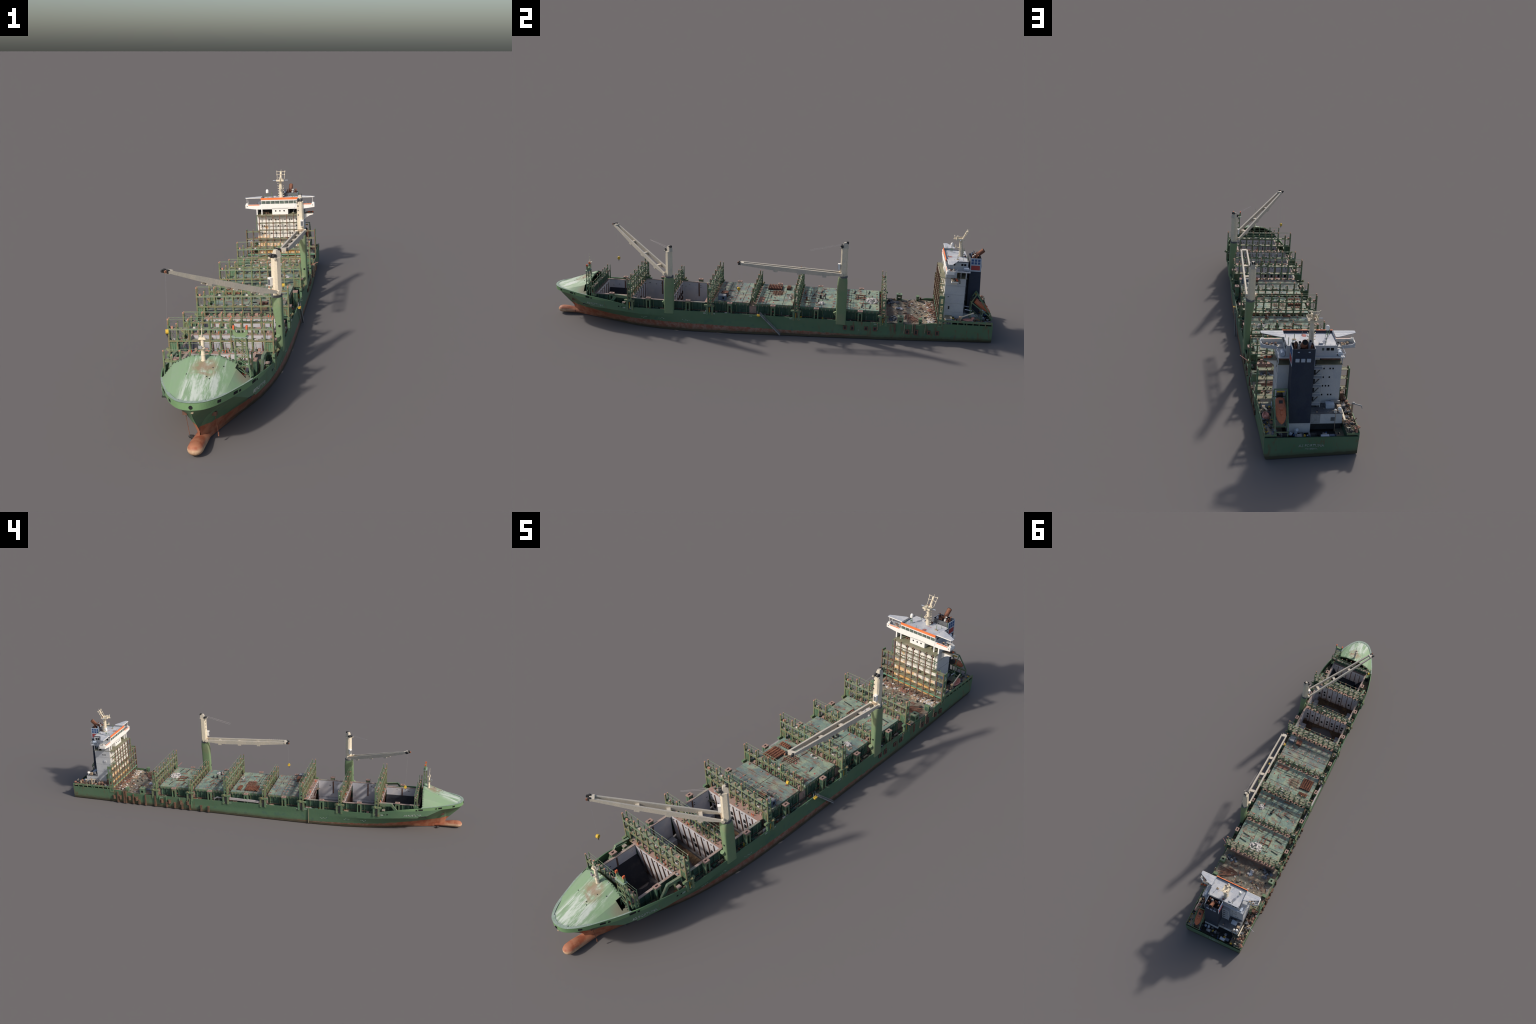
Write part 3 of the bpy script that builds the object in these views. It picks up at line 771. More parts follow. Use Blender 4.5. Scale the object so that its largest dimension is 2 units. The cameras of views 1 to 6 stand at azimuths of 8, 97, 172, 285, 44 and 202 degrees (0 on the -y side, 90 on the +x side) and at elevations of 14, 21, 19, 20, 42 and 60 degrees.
def heap(name, parent, cx, cy, z, rx, ry, n, keys, size, seed, h=.010):
    r = random.Random(seed); mb = MB()
    for i in range(n):
        a = r.uniform(0, 2 * pi); q = math.sqrt(r.random())
        x, y = cx + rx * q * cos(a), cy + ry * q * sin(a)
        mb.chunk((x, y, z + h * (1 - q) * r.uniform(.3, 1)), size * r.uniform(.5, 1.5), r.choice(keys), r, .6)
    return put(name, mb, parent, stuff=True)
heap('white_heap', hatches[3], .014, .482, .128, .034, .026, 90, ['junkw', 'junkw', 'junkw', 'junkg'], .005, 5)
heap('white_heap', hatches[2], .080, .259, .129, .014, .012, 22, ['junkw'], .005, 6, .006)

# ------------------------------------------------------------------ lashing bridges
TALL = [-.153, -.0925, -.031, .031, .0925, .153]; SHORT = [-.128, -.062, 0, .062, .128]
def end_frame(mb, x, y, zt, d):
    """Outboard end: pierced plate over a two-legged portal standing on the deck edge."""
    sg = 1 if x > 0 else -1
    mb.frame_plate('x', x - .0012, x + .0012, y - .001, y + d + .001, .115, zt, [(.121, .131), (.139, .149), (.157, .183)] if zt > .16 else [(.121, .131), (.137, .147)], 'green')
    mb.span(x - .005, x + .004, y - .016, y + .030, .1085, .1155, 'green')
    for yy in (y - .007, y + .016):
        mb.span(x - .005, x + .0035, yy, yy + .0085, .068, .109, 'green')
    mb.span(x - .0035, x + .001, y + .002, y + .012, .070, .106, 'dark'); mb.span(x + .001, x + .0022, y + .006, y + .0085, .075, .104, 'yellow')
    mb.tube([(x + sg * .002, y + .012, .1145), (x + sg * .012, y + .018, .122)], [.0035, .005], 'post', 8)
def bridge_mesh(tall, x_lo=-.153, x_hi=.153):
    mb = MB(); d = .0155 if tall else .011
    zt = .217 if tall else .1855; levels = [.152, .187] if tall else [.1535]
    inr = lambda x: x_lo - .001 <= x <= x_hi + .001
    for x in TALL:
        if not inr(x): continue
        mb.span(x - .0021, x + .0021, -.0021, .0021, .069 if abs(x) > .15 else .113, zt, 'post'); mb.span(x - .0022, x + .0022, -.0022, .0022, zt - .003, zt + .001, 'tip')
        mb.span(x - .0015, x + .0015, d - .0015, d + .0015, .113, zt - .002, 'green'); mb.span(x - .0016, x + .0016, d - .0016, d + .0016, zt - .002, zt, 'tip')
    for x in SHORT:
        if not inr(x): continue
        mb.span(x - .0018, x + .0018, -.0018, .0018, .113, zt - .013, 'post'); mb.span(x - .0019, x + .0019, -.0019, .0019, zt - .0155, zt - .0125, 'tip')
        mb.span(x - .0013, x + .0013, d - .0013, d + .0013, .113, zt - .010, 'green')
    for z in levels:
        mb.span(x_lo, x_hi, -.0016, d + .001, z - .001, z, 'walk')
        mb.span(x_lo, x_hi, -.0022, -.0008, z - .0032, z + .0008, 'post' if z < .16 else 'rail'); mb.span(x_lo, x_hi, d, d + .0014, z - .003, z + .0005, 'green')
        for x in TALL + SHORT:             # knee plates
            if not inr(x): continue
            for s in (1, -1):
                if inr(x + s * .008): mb.prism([(x, z), (x + s * .0075, z), (x + s * .003, z + .0035), (x, z + .009)], 'y', -.0008, .0008, 'green'); mb.prism([(x, z - .001), (x + s * .005, z - .001), (x, z - .006)], 'y', d - .001, d, 'side')
    mb.beam((x_lo, 0, zt - .0005), (x_hi, 0, zt - .0005), .0010, .0010, 'rail'); mb.beam((x_lo, d, zt - .0005), (x_hi, d, zt - .0005), .0012, .0012, 'rail')
    mb.beam((x_lo, d, zt - .013), (x_hi, d, zt - .013), .0007, .0007, 'rail')
    if tall: mb.beam((x_lo, 0, .143), (x_hi, 0, .143), .0009, .0009, 'rail'); mb.beam((x_lo, d, .168), (x_hi, d, .168), .0007, .0007, 'rail')
    for x0, x1 in ((-.153, -.128), (.128, .153)):
        if not (inr(x0) and inr(x1)): continue
        mb.span(x0, x1, .001, .003, .118, .151, 'green')
        for i in range(4): mb.span(x0 + (x1 - x0) * (i + .5) / 4 - .001, x0 + (x1 - x0) * (i + .5) / 4 + .001, -.0005, .003, .118, .151, 'green')
        mb.beam(((x0 + x1) / 2 - .012, d / 2, .112), ((x0 + x1) / 2 + .012, d / 2, .112), .008, .006, 'side')
    if inr(-.153): end_frame(mb, -.1535, 0, .192 if tall else .160, d)
    if inr(.153): end_frame(mb, .1535, 0, .192 if tall else .160, d)
    r = random.Random(11 if tall else 12)
    for i in range(44):                   # turnbuckles, rods and boxes left on the walkways
        x = r.uniform(x_lo + .004, x_hi - .004); z = r.choice(levels)
        mb.box((x, r.uniform(.002, d - .002), z + .002), (r.uniform(.003, .012), .003, r.uniform(.002, .006)), r.choice(['grey', 'lid', 'side', 'junkw', 'rail', 'green']))
    for i in range(34):
        x = r.uniform(x_lo + .004, x_hi - .004); z = r.choice([.113] + levels[:1])
        mb.beam((x, r.uniform(0, d), z), (x + r.uniform(-.006, .006), r.uniform(0, d), z + r.uniform(.01, .03)), .001, .001, r.choice(['side', 'rail', 'post', 'side']))
    for i in range(8):                    # pedestal vents below the walkway
        x = -.107 + i * .0306
        if inr(x): mb.box((x + r.uniform(-.004, .004), d * .6, .120), (r.uniform(.006, .011), .006, .013), r.choice(['green', 'side', 'green', 'lid']))
    if tall: mb.box((-.143, .006, .1905), (.006, .005, .007), 'tip'); mb.box((.025, .002, .196), (.012, .0015, .010), 'green')
    return mb.mesh('lashing_bridge')
tall_mesh, low_mesh, cut_mesh = bridge_mesh(True), bridge_mesh(False), bridge_mesh(False, -.153, .129)
for k, b in enumerate(BR[1:], 1):
    put('lashing_bridge', tall_mesh if k % 2 else cut_mesh, loc=(0, b, 0))

def forward_bridge():
    mb = MB(); y0, d = -.790, .012
    xs = [-.1205, -.075, -.048, -.021, .006, .033, .06, .1205]
    for i, x in enumerate(xs):
        zt = .182 if i != 6 else .168
        mb.span(x - .0017, x + .0017, y0 - .0017, y0 + .0017, .108 if abs(x) > .1 else .12, zt, 'green'); mb.span(x - .0019, x + .0019, y0 - .0019, y0 + .0019, zt - .002, zt + .001, 'tip')
        mb.span(x - .001, x + .001, y0 + d - .001, y0 + d + .001, .10, zt, 'green')
    for x in (-.098, .095): mb.span(x - .0014, x + .0014, y0 - .0014, y0 + .0014, .07, .170, 'green'); mb.span(x - .0016, x + .0016, y0 - .0016, y0 + .0016, .168, .171, 'tip')
    mb.span(-.118, .118, y0, y0 + d, .1515, .1535, 'walk'); mb.span(-.118, .118, y0 - .001, y0 + .0008, .149, .1545, 'green')
    mb.span(-.10, .10, y0 + .001, y0 + .003, .112, .150, 'side')
    mb.beam((-.1205, y0 + d, .181), (.1205, y0 + d, .181), .0009, .0009, 'rail'); mb.beam((-.1205, y0, .181), (-.07, y0, .181), .0009, .0009, 'rail'); mb.beam((-.1205, y0 + d, .168), (.1205, y0 + d, .168), .0007, .0007, 'rail')
    for sg in (1, -1):
        mb.frame_plate('x', sg * .1205 - .001, sg * .1205 + .001, y0, y0 + d, .104, .155, [(.110, .119), (.124, .146)], 'green')
        mb.span(min(sg * .1, sg * .116), max(sg * .1, sg * .116), y0 - .006, y0 + d + .006, .108, .112, 'green')
    r = random.Random(4)
    for i in range(24):
        x = r.uniform(-.115, .115); mb.box((x, y0 + r.uniform(.002, d), .1555), (r.uniform(.003, .01), .003, r.uniform(.002, .006)), r.choice(['grey', 'lid', 'side', 'green']))
    put('lashing_bridge', mb)
forward_bridge()

def jib_rest():
    """Lattice gallows with a U-shaped cradle for the forward jib."""
    mb = MB(); y = -.808
    for yy in (y - .006, y + .006):
        for x, xt in ((.079, .082), (.119, .111)):
            mb.beam((x, yy, .115), (xt, yy, .226), .0028, .0028, 'green')
        zs = [.118, .146, .172, .198, .222]
        for a, b in zip(zs, zs[1:]):
            f = lambda x, xt, z: x + (xt - x) * (z - .115) / .111
            mb.beam((f(.079, .082, b), yy, b), (f(.119, .111, a), yy, a), .0016, .0016, 'green')
            mb.beam((f(.079, .082, b), yy, b), (f(.119, .111, b), yy, b), .0020, .0020, 'green')
    for z in (.146, .172, .198):
        for x in (.0805, .1145): mb.beam((x, y - .006, z), (x, y + .006, z + .02), .0014, .0014, 'green')
    mb.box((.0965, y, .2265), (.040, .018, .002), 'rim')
    U = [(.0765, .236), (.0765, .2495), (.0815, .2495), (.084, .240), (.090, .2365), (.103, .2365), (.109, .240), (.1115, .2495), (.1165, .2495), (.1165, .236), (.110, .2275), (.083, .2275)]
    mb.prism(U, 'y', y - .003, y + .004, 'crane')
    mb.box((.079, y, .2525), (.0045, .008, .010), 'cone'); mb.box((.114, y, .2525), (.0045, .008, .010), 'cone')
    mb.box((.078, y - .001, .228), (.010, .010, .002), 'rim')
    put('jib_rest', mb)
jib_rest()

# ------------------------------------------------------------------ side stools (container pedestals), walkway gear, hose fairings
def stool_mesh(w, d, z0, zt, cap):
    mb = MB()
    mb.frame_plate('x', w / 2 - .003, w / 2, -d / 2, d / 2, z0, zt - .004, [(z0 + .008, zt - .012)], 'green')
    mb.frame_plate('x', -w / 2, -w / 2 + .003, -d / 2, d / 2, z0, zt - .004, [(z0 + .008, zt - .012)], 'green')
    mb.span(-w / 2 + .003, w / 2 - .003, d / 2 - .002, d / 2, z0, zt - .004, 'green'); mb.span(-w / 2 + .003, w / 2 - .003, -d / 2, -d / 2 + .002, z0, zt - .004, 'side')
    mb.span(-w / 2 + .003, w / 2 - .003, -d / 2 + .002, d / 2 - .002, z0, z0 + .004, 'dark')
    e = w * .3
    mb.span(-w / 2 - .001, w / 2 + .001, -d / 2 - .001, -d / 2 + e, zt - .004, zt, cap); mb.span(-w / 2 - .001, w / 2 + .001, d / 2 - e, d / 2 + .001, zt - .004, zt, cap)
    mb.span(-w / 2 - .001, -w / 2 + e, -d / 2 + e, d / 2 - e, zt - .004, zt, cap); mb.span(w / 2 - e, w / 2 + .001, -d / 2 + e, d / 2 - e, zt - .004, zt, cap)
    mb.box((0, 0, zt - .006), (w * .5, d * .5, .001), 'black')
    return mb.mesh('container_stool')
st = stool_mesh(.015, .020, .069, .1285, 'lid')
for y, x in ((-.698, .111), (-.519, .1415), (-.336, .1435), (-.146, .1435), (.048, .1435), (.240, .1435), (.432, .1435)):
    for sg in (1, -1): put('container_stool', st, loc=(sg * x, y, 0))
st2 = stool_mesh(.024, .024, .081, .114, 'rail'); st3 = stool_mesh(.020, .012, .081, .109, 'green')
for sg in (1, -1):
    put('container_stool', st2, loc=(sg * .139, .608, 0)); put('container_stool', st3, loc=(sg * .139, .693, 0))

def side_clutter():
    r = random.Random(9); mb = MB()
    for i in range(240):
        y = r.uniform(-.74, .52); sg = r.choice((1, -1)); x = sg * (rim_b(y) - r.uniform(.006, .022))
        if y < -.63 and abs(x) < .1: continue
        k = r.choice(['side', 'side', 'green', 'grey', 'dark', 'lid', 'side', 'yellow', 'rust', 'junkw', 'rustpost', 'dark'])
        hz = r.uniform(.003, .014)
        mb.box((x, y, .069 + hz / 2), (r.uniform(.003, .008), r.uniform(.003, .016), hz), k)
    for i in range(70):                   # rail stanchions and pipes along the coaming
        y = -.57 + i * .0156; sg = (1, -1)[i % 2]
        mb.beam((sg * .130, y, .07), (sg * .130, y, .070 + r.uniform(.01, .04)), .001, .001, 'rail' if i % 3 else 'grey')
    for sg in (1, -1):
        mb.tube([(sg * .131, -.57, .080), (sg * .131, .52, .080)], .0012, 'rustpost', 6); mb.tube([(sg * .133, -.57, .0745), (sg * .133, .52, .0745)], .0014, 'side', 6)
        for y in (-.475, -.29, -.10, .09, .28, .47): mb.box((sg * .138, y + .02, .076), (.006, .022, .004), 'junkt' if r.random() < .5 else 'edge'); mb.box((sg * .1275, y - .045, .092), (.001, .010, .006), 'redspot')
    put('deck_fitting', mb, stuff=True)
    g = MB()                              # raised knee-shaped fairing by the forward hold
    for sg in (1, -1):
        P = [(-.705, .088), (-.672, .1285), (-.618, .1235)]
        for a, b in zip(P, P[1:]):
            xa, xb = .131, .131
            g.beam((sg * xa, a[0], a[1]), (sg * xb, b[0], b[1]), .0085, .002, 'rail')
            g.beam((sg * (xa + .003), a[0], a[1] - .006), (sg * (xb + .003), b[0], b[1] - .006), .0015, .012, 'green')
        g.tube([(sg * .118, -.632, .069), (sg * .118, -.632, .102)], .007, 'green', 10); g.box((sg * .138, -.635, .080), (.010, .012, .020), 'green'); g.box((sg * .138, -.635, .0955), (.013, .014, .003), 'edge')
    put('bulwark_fairing', g)
    h = MB()                              # stowed gangway on the starboard side
    h.beam((-.151, -.023, .0935), (-.151, .132, .0985), .006, .009, 'silver'); h.beam((-.1545, -.023, .0935), (-.1545, .132, .0985), .0012, .011, 'silver')
    h.box((-.151, -.023, .089), (.008, .008, .016), 'junkt')
    for y in (.17, .19, .215): h.beam((-.148, y, .07), (-.148, y, .096), .002, .002, 'grey')
    h.tube([(-.148, .17, .096), (-.148, .20, .099), (-.148, .215, .088)], .003, 'grey', 8)
    put('stowed_gangway', h)
    p = MB()                              # lowered accommodation ladder on the port side
    a, b = Vector((.163, -.008, .090)), Vector((.163, .084, .0015 + .028 * .084 - .052 * .163 + .002))
    for dx in (-.0035, .0035):
        o = Vector((dx, 0, 0)); p.beam(a + o, b + o, .0014, .0032, 'grey'); u = Vector((dx, 0, .010))
        p.beam(a + u, b + u, .0008, .0008, 'grey')
        for i in range(15): q = a.lerp(b, i / 14); p.beam(q + o, q + u, .0008, .0008, 'grey')
    for i in range(34): q = a.lerp(b, i / 33); p.box(q, (.007, .0022, .0008), 'dark')
    p.box((.163, -.014, .086), (.011, .014, .002), 'yellow'); p.box((.163, -.014, .083), (.008, .012, .006), 'yellow')
    p.tube([(.160, -.02, .088), (.160, -.02, .104)], .0012, 'grey', 6); p.tube([(.150, .05, .088), (.168, .056, .091)], .0008, 'rail', 6)
    put('gangway', p)
side_clutter()

# ------------------------------------------------------------------ cranes
def rrect(cx, cy, hx, hy, z, c=.3, n=4):
    pts = []
    for sx, sy, a0 in ((1, 1, 0), (-1, 1, 90), (-1, -1, 180), (1, -1, 270)):
        rc = min(hx, hy) * c
        for i in range(n + 1):
            a = radians(a0 + 90 * i / n); pts.append((cx + sx * (hx - rc) + rc * cos(a), cy + sy * (hy - rc) + rc * sin(a), z))
    return pts
def jib_beam(mb, a, b, h, w, lat, key, brackets, up):
    """Tapered box beam with bracket humps on its underside."""
    a, b = Vector(a), Vector(b); rings = []
    for i in range(17):
        t = i / 16; k = line(t, [(0, .45), (.12, .85), (.25, 1), (.7, .95), (1, .55)]); p = a.lerp(b, t)
        sag = Vector((0, 0, -1)) * 0
        hh, ww = h * k / 2, w * (.85 + .15 * k) / 2
        c = p - up * (hh - h * .25)
        rings.append([c + lat * ww + up * hh, c - lat * ww + up * hh, c - lat * ww - up * hh, c + lat * ww - up * hh])
    mb.loft(rings, key)
    for t in brackets:
        p = a.lerp(b, t) - up * (h * .85); d = (b - a).normalized()
        rg = [[p + d * s + lat * w * .45 * q, p + d * s - lat * w * .45 * q] for s, q in ((0, 1),)]
        mb.box(p, (.017, w * .95, h * .42), key, Matrix((d, lat, up)).transposed(), taper=1.0)
def crane(center, z_neck, z_top, jib_base_z, tips, base_off, foot, name_seed, yaw):
    cx, cy = center
    ped = MB()
    y0, y1 = foot
    hy = (y1 - y0) / 2; ym = (y0 + y1) / 2
    R = []
    prof = [(.064, .1485, .0105, 1.0), (.10, .1475, .0108, 1.0), (.150, .1475, .0108, 1.0), (z_neck - .07, .1460, .0122, 1.0), (z_neck - .045, .1435, .0145, .99), (z_neck - .030, .1425, .0158, .97), (z_neck - .016, .1420, .0162, .90), (z_neck - .008, .1415, .0158, .83)]
    for z, x, hx, k in prof: R.append(rrect(x, ym + (cy - ym) * (1 - k) * 4 * .25, hx, hy * k, z, .55, 3))
    ped.loft(R, 'crane')
    ped.loft([rrect(.1415, cy, .0162, .0180, z_neck - .009, 1, 6), rrect(.1415, cy, .0168, .0185, z_neck - .002, 1, 6)], 'funnelgrey')
    ped.tube([(.149, y0 - .0006, .145), (.149, y0 + .004, .145)], .0038, 'black', 12); ped.tube([(.143, y0 + .002, .10), (.143, y0 - .006, .116)], [.006, .008], 'crane', 8)
    root = put('crane_pedestal', ped, smooth=35)
    tw = MB()
    hx, hyw = (.0135, .0140) if name_seed == 1 else (.0130, .0152)
    tx = .1425 if name_seed == 1 else .1390
    rot = Matrix.Rotation(yaw, 3, 'Z')
    def tring(z, k, dx=0, c=.45):
        return [tuple(rot @ (Vector(p) - Vector((tx, cy, 0))) + Vector((tx, cy, 0))) for p in rrect(tx, cy, hx * k, hyw * k, z, c, 1)]
    tw.loft([tring(z_neck - .002, 1.05, c=.9), tring(z_neck + .006, 1.04, c=.7), tring(z_neck + .014, 1.0), tring(z_top - .02, .95), tring(z_top - .012, .93)], 'cream')
    f = rot @ Vector((0, -1, 0)); lat = rot @ Vector((1, 0, 0)); C = Vector((tx, cy, 0))
    # head with sheaves
    tw.loft([[tuple(C - f * .004 + f * a * hyw * .7 * k + lat * b * hx * .62 * k + Vector((0, 0, z))) for a, b in ((1, 1), (1, -1), (-1, -1), (-1, 1))] for z, k in ((z_top - .013, 1.15), (z_top + .002, .95), (z_top + .012, .62))], 'jib')
    for s in (1, -1):
        p = C + f * hyw * .75 + lat * s * hx * .45 + Vector((0, 0, z_top - .006)); tw.tube([p - lat * .004, p + lat * .004], .0068, 'dark', 12)
        p = C - f * hyw * .75 + lat * s * hx * .3 + Vector((0, 0, z_top + .010)); tw.tube([p - lat * .002, p + lat * .002], .0055, 'dark', 12)
        p = C + f * hyw * 1.05 + lat * s * hx * .9 + Vector((0, 0, z_top - .012)); tw.box(p, (.006, .006, .005), 'jib')
    # cab
    p = C + f * (hyw + .005) + lat * (hx * .55 if name_seed == 2 else -hx * .55) + Vector((0, 0, z_neck + .040))
    tw.box(p, (.012, .010, .022), 'white', rot); tw.box(p + f * .0005, (.0095, .0105, .018), 'funnelgrey', rot); tw.box(p + Vector((0, 0, .0125)), (.013, .011, .003), 'white', rot)
    tw.box(C + f * (hyw + .001) + Vector((0, 0, z_neck + .012)), (hx * 1.7, .004, .008), 'junkt', rot)
    if name_seed == 2:
        for i, z in enumerate((.395, .378, .36)): tw.box(C + f * (hyw * .965) + lat * (-hx * .55) + Vector((0, 0, z)), (.004, .001, .005), 'dark', rot)
    put('crane_tower', tw, root, smooth=18)
    jb = MB()
    t0, t1 = Vector(tips[0]), Vector(tips[1])
    latj = (t0 - t1).normalized()
    b0 = Vector((tx, cy, jib_base_z)) + latj * base_off + f * .012; b1 = Vector((tx, cy, jib_base_z)) - latj * base_off + f * .012
    d = ((t0 + t1) / 2 - (b0 + b1) / 2).normalized(); lat2 = d.cross(Vector((0, 0, 1))).normalized(); up = lat2.cross(d)
    h = .0195 if name_seed == 2 else .0165
    jib_beam(jb, b0, t0, h, .0065, lat2, 'jib', (.17, .42, .66), up); jib_beam(jb, b1, t1, h, .0065, lat2, 'jib', (.17, .42, .66), up)
    for t in (.17, .42, .66):
        jb.beam(b0.lerp(t0, t) - up * .006, b1.lerp(t1, t) - up * .006, .013, .006, 'jib'); jb.beam(b0.lerp(t0, t + .012) - up * .009, b1.lerp(t1, t + .012) - up * .009, .004, .004, 'dark')
    jb.beam(t0 + latj * .003, t1 - latj * .003, .016, .009, 'jib')
    for s in (0, 1):
        p = (t0, t1)[s] + d * .008; jb.tube([p - lat2 * .003, p + lat2 * .003], .0062, 'dark', 12); p = (t0, t1)[s] + d * .015 - up * .002; jb.tube([p - lat2 * .0025, p + lat2 * .0025], .0042, 'rust' if s else 'dark', 10)
        p = (b0, b1)[s]; jb.tube([p - lat2 * .005, p + lat2 * .005], .0068, 'cream', 14)
    if name_seed == 2:
        for i in range(7): q = b0.lerp(t0, .80 + i * .025); jb.beam(q + up * .006, q + up * .010, .0008, .0008, 'silver')
    put('crane_jib', jb, root, smooth=30)
    # luffing wires and hook block
    wr = MB(); head = C + f * hyw * .6 + Vector((0, 0, z_top + .002)); tip = (t0 + t1) / 2
    r = random.Random(name_seed)
    for s in (1, -1):
        a, b = head + lat * s * .006, (t0 if s > 0 else t1) + up * .004
        wr.tube([a, a.lerp(b, .32)], .00035, 'silver', 4)
    bot = Vector((tip.x, tip.y, 0)) + d * .008; hz = .220 if name_seed == 1 else .192
    hook_xy = (-.122, -.733) if name_seed == 1 else (.121, -.110)
    wr.tube([tuple(tip + d * .010), (hook_xy[0], hook_xy[1], hz)], .00012, 'silver', 4)
    wr.tube([(hook_xy[0] - .004, hook_xy[1] - .001, hz - .003), (hook_xy[0] + .004, hook_xy[1] + .001, hz - .003)], [.0068, .0068], 'yellow', 14)
    wr.box((hook_xy[0], hook_xy[1], hz - .011), (.004, .003, .006), 'dark'); wr.tube([(hook_xy[0], hook_xy[1], hz - .013), (hook_xy[0] + .002, hook_xy[1], hz - .018), (hook_xy[0] - .001, hook_xy[1], hz - .0185)], .001, 'dark', 6)
    put('hook_block', wr, root)
d1 = Vector((-.109 - .1425, -.737 + .419, 0)).normalized(); l1 = Vector((-d1.y, d1.x, 0)); T1 = Vector((-.106, -.733, .386))
crane((.1425, -.419), .240, .366, .250, (T1 - l1 * .008, T1 + l1 * .008), .0195, (-.443, -.399), 1, -.67)
crane((.139, .352), .287, .424, .294, ((.139, -.092, .3125), (.115, -.098, .311)), .0165, (.327, .371), 2, 0.0)

# ------------------------------------------------------------------ deckhouse
def build_house():
    blk = MB()
    # tower block: one white paint, sides and back toned down for weaker light
    y0, y1, hw = .789, .875, .104
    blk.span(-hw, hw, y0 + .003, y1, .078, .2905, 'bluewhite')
    blk.span(-hw + .001, hw - .001, y0, y0 + .0035, .078, .2895, 'wall')
    for z in (.268, .240, .206):          # windows of the front
        for i in range(6):
            for dx in (-.006, .004):
                if rnd.random() < .6: blk.box((-.076 + i * .031 + dx, y0 - .0003, z), (.0042, .0012, .0058), 'black')
    for x, z in ((-.104, .265), (-.104, .265)):
        for dy in (.835, .823): blk.box((-hw - .0002, dy - .005, .268), (.001, .0045, .006), 'black')
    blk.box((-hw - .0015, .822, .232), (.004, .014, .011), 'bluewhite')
    for y, z, w, h in ((.815, .272, .006, .006), (.850, .270, .005, .005), (.806, .205, .004, .004), (.812, .155, .006, .014), (.835, .11, .008, .008)): blk.box((hw + .0002, y, z), (.001, w, h), 'dark')
    for z in (.2735, .242, .2105, .178):  # aft windows
        for i in range(4):
            if rnd.random() < .65: blk.box((-.046 - i * .010, y1 + .0002, z), (.0045, .001, .0055), 'black')
    for z in (.135, .175, .215, .255): blk.span(hw - .0005, hw + .0006, y0 + .004, y1, z, z + .0005, 'grey'); blk.span(-hw - .0006, -hw + .0005, y0 + .004, y1, z, z + .0005, 'grey')
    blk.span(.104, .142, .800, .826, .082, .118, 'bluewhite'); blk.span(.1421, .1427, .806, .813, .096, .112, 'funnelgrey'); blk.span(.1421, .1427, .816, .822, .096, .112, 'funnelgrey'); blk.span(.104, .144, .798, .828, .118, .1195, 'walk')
    house = put('deckhouse', blk)

    top = MB()                            # open deck under the wheelhouse
    top.span(-.105, .105, .787, .880, .2895, .2915, 'olive')
    top.span(-.035, .036, .7875, .850, .2915, .3185, 'white')
    for x in (-.019, 0, .019): top.tube([(x, .7868, .3075), (x, .789, .3075)], .0034, 'black', 12)
    top.span(-.104, .104, .845, .849, .2915, .318, 'dark')
    for x in (-.1035, -.0815, .0815, .1035): top.span(x - .0025, x + .0025, .787, .792, .2915, .318, 'white')
    for sg in (1, -1):
        x0, x1 = (.1025, .105) if sg > 0 else (-.105, -.1025)
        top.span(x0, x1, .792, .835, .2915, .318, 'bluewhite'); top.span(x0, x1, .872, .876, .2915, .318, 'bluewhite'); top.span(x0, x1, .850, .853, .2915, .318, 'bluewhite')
        top.span(min(sg * .04, sg * .105), max(sg * .04, sg * .105), .850, .8515, .2915, .306, 'junkr')
    for i in range(14): top.chunk((rnd.choice((-1, 1)) * rnd.uniform(.045, .095), rnd.uniform(.80, .84), .295), rnd.uniform(.003, .008), rnd.choice(['junkr', 'dark', 'junkt', 'olive']), rnd, .6)
    put('open_deck', top, house)

    br = MB()                             # bridge deck and wings
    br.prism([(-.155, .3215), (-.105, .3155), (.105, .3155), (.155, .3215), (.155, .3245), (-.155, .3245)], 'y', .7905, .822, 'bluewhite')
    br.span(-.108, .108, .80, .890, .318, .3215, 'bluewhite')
    br.prism([(-.155, .3215), (-.105, .3155), (.105, .3155), (.155, .3215), (.1555, .3375), (-.1555, .3375)], 'y', .7875, .7905, 'white')
    for sg in (1, -1):
        br.span(min(sg * .0915, sg * .1415), max(sg * .0915, sg * .1415), .7865, .7876, .3345, .3375, 'orange')
        br.span(min(sg * .153, sg * .1555), max(sg * .153, sg * .1555), .7905, .818, .3235, .3375, 'white')
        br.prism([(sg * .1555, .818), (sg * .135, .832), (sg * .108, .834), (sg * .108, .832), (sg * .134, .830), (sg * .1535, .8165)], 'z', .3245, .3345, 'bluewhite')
        br.box((sg * .149, .796, .340), (.009, .007, .006), 'white'); br.box((sg * .1475, .7865, .331), (.003, .001, .003), 'dark')
        for i in range(10): br.chunk((sg * rnd.uniform(.095, .145), rnd.uniform(.796, .825), .329), rnd.uniform(.003, .006), rnd.choice(['junkt', 'dark', 'junkr', 'junkt']), rnd, .6)
        br.tube([(sg * .092, .862, .330), (sg * .092, .884, .330)], .0075, 'panel', 10)
        br.beam((sg * .108, .834, .335), (sg * .108, .890, .335), .001, .001, 'panel')
        for i in range(5): br.beam((sg * .108, .838 + i * .013, .3215), (sg * .108, .838 + i * .013, .335), .0008, .0008, 'panel')
    br.beam((-.108, .890, .335), (0, .890, .335), .001, .001, 'panel')
    put('bridge_wing', br, house)

    wh = MB()                             # wheelhouse
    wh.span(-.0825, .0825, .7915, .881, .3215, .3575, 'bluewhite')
    wh.span(-.0825, .0825, .7880, .7925, .3375, .3405, 'white')
    wh.span(-.0835, .0835, .7866, .7915, .3205, .3395, 'white')
    wh.prism([(.788, .3395), (.7915, .3395), (.7915, .3535), (.7865, .3535)], 'x', -.0825, .0825, 'glass')
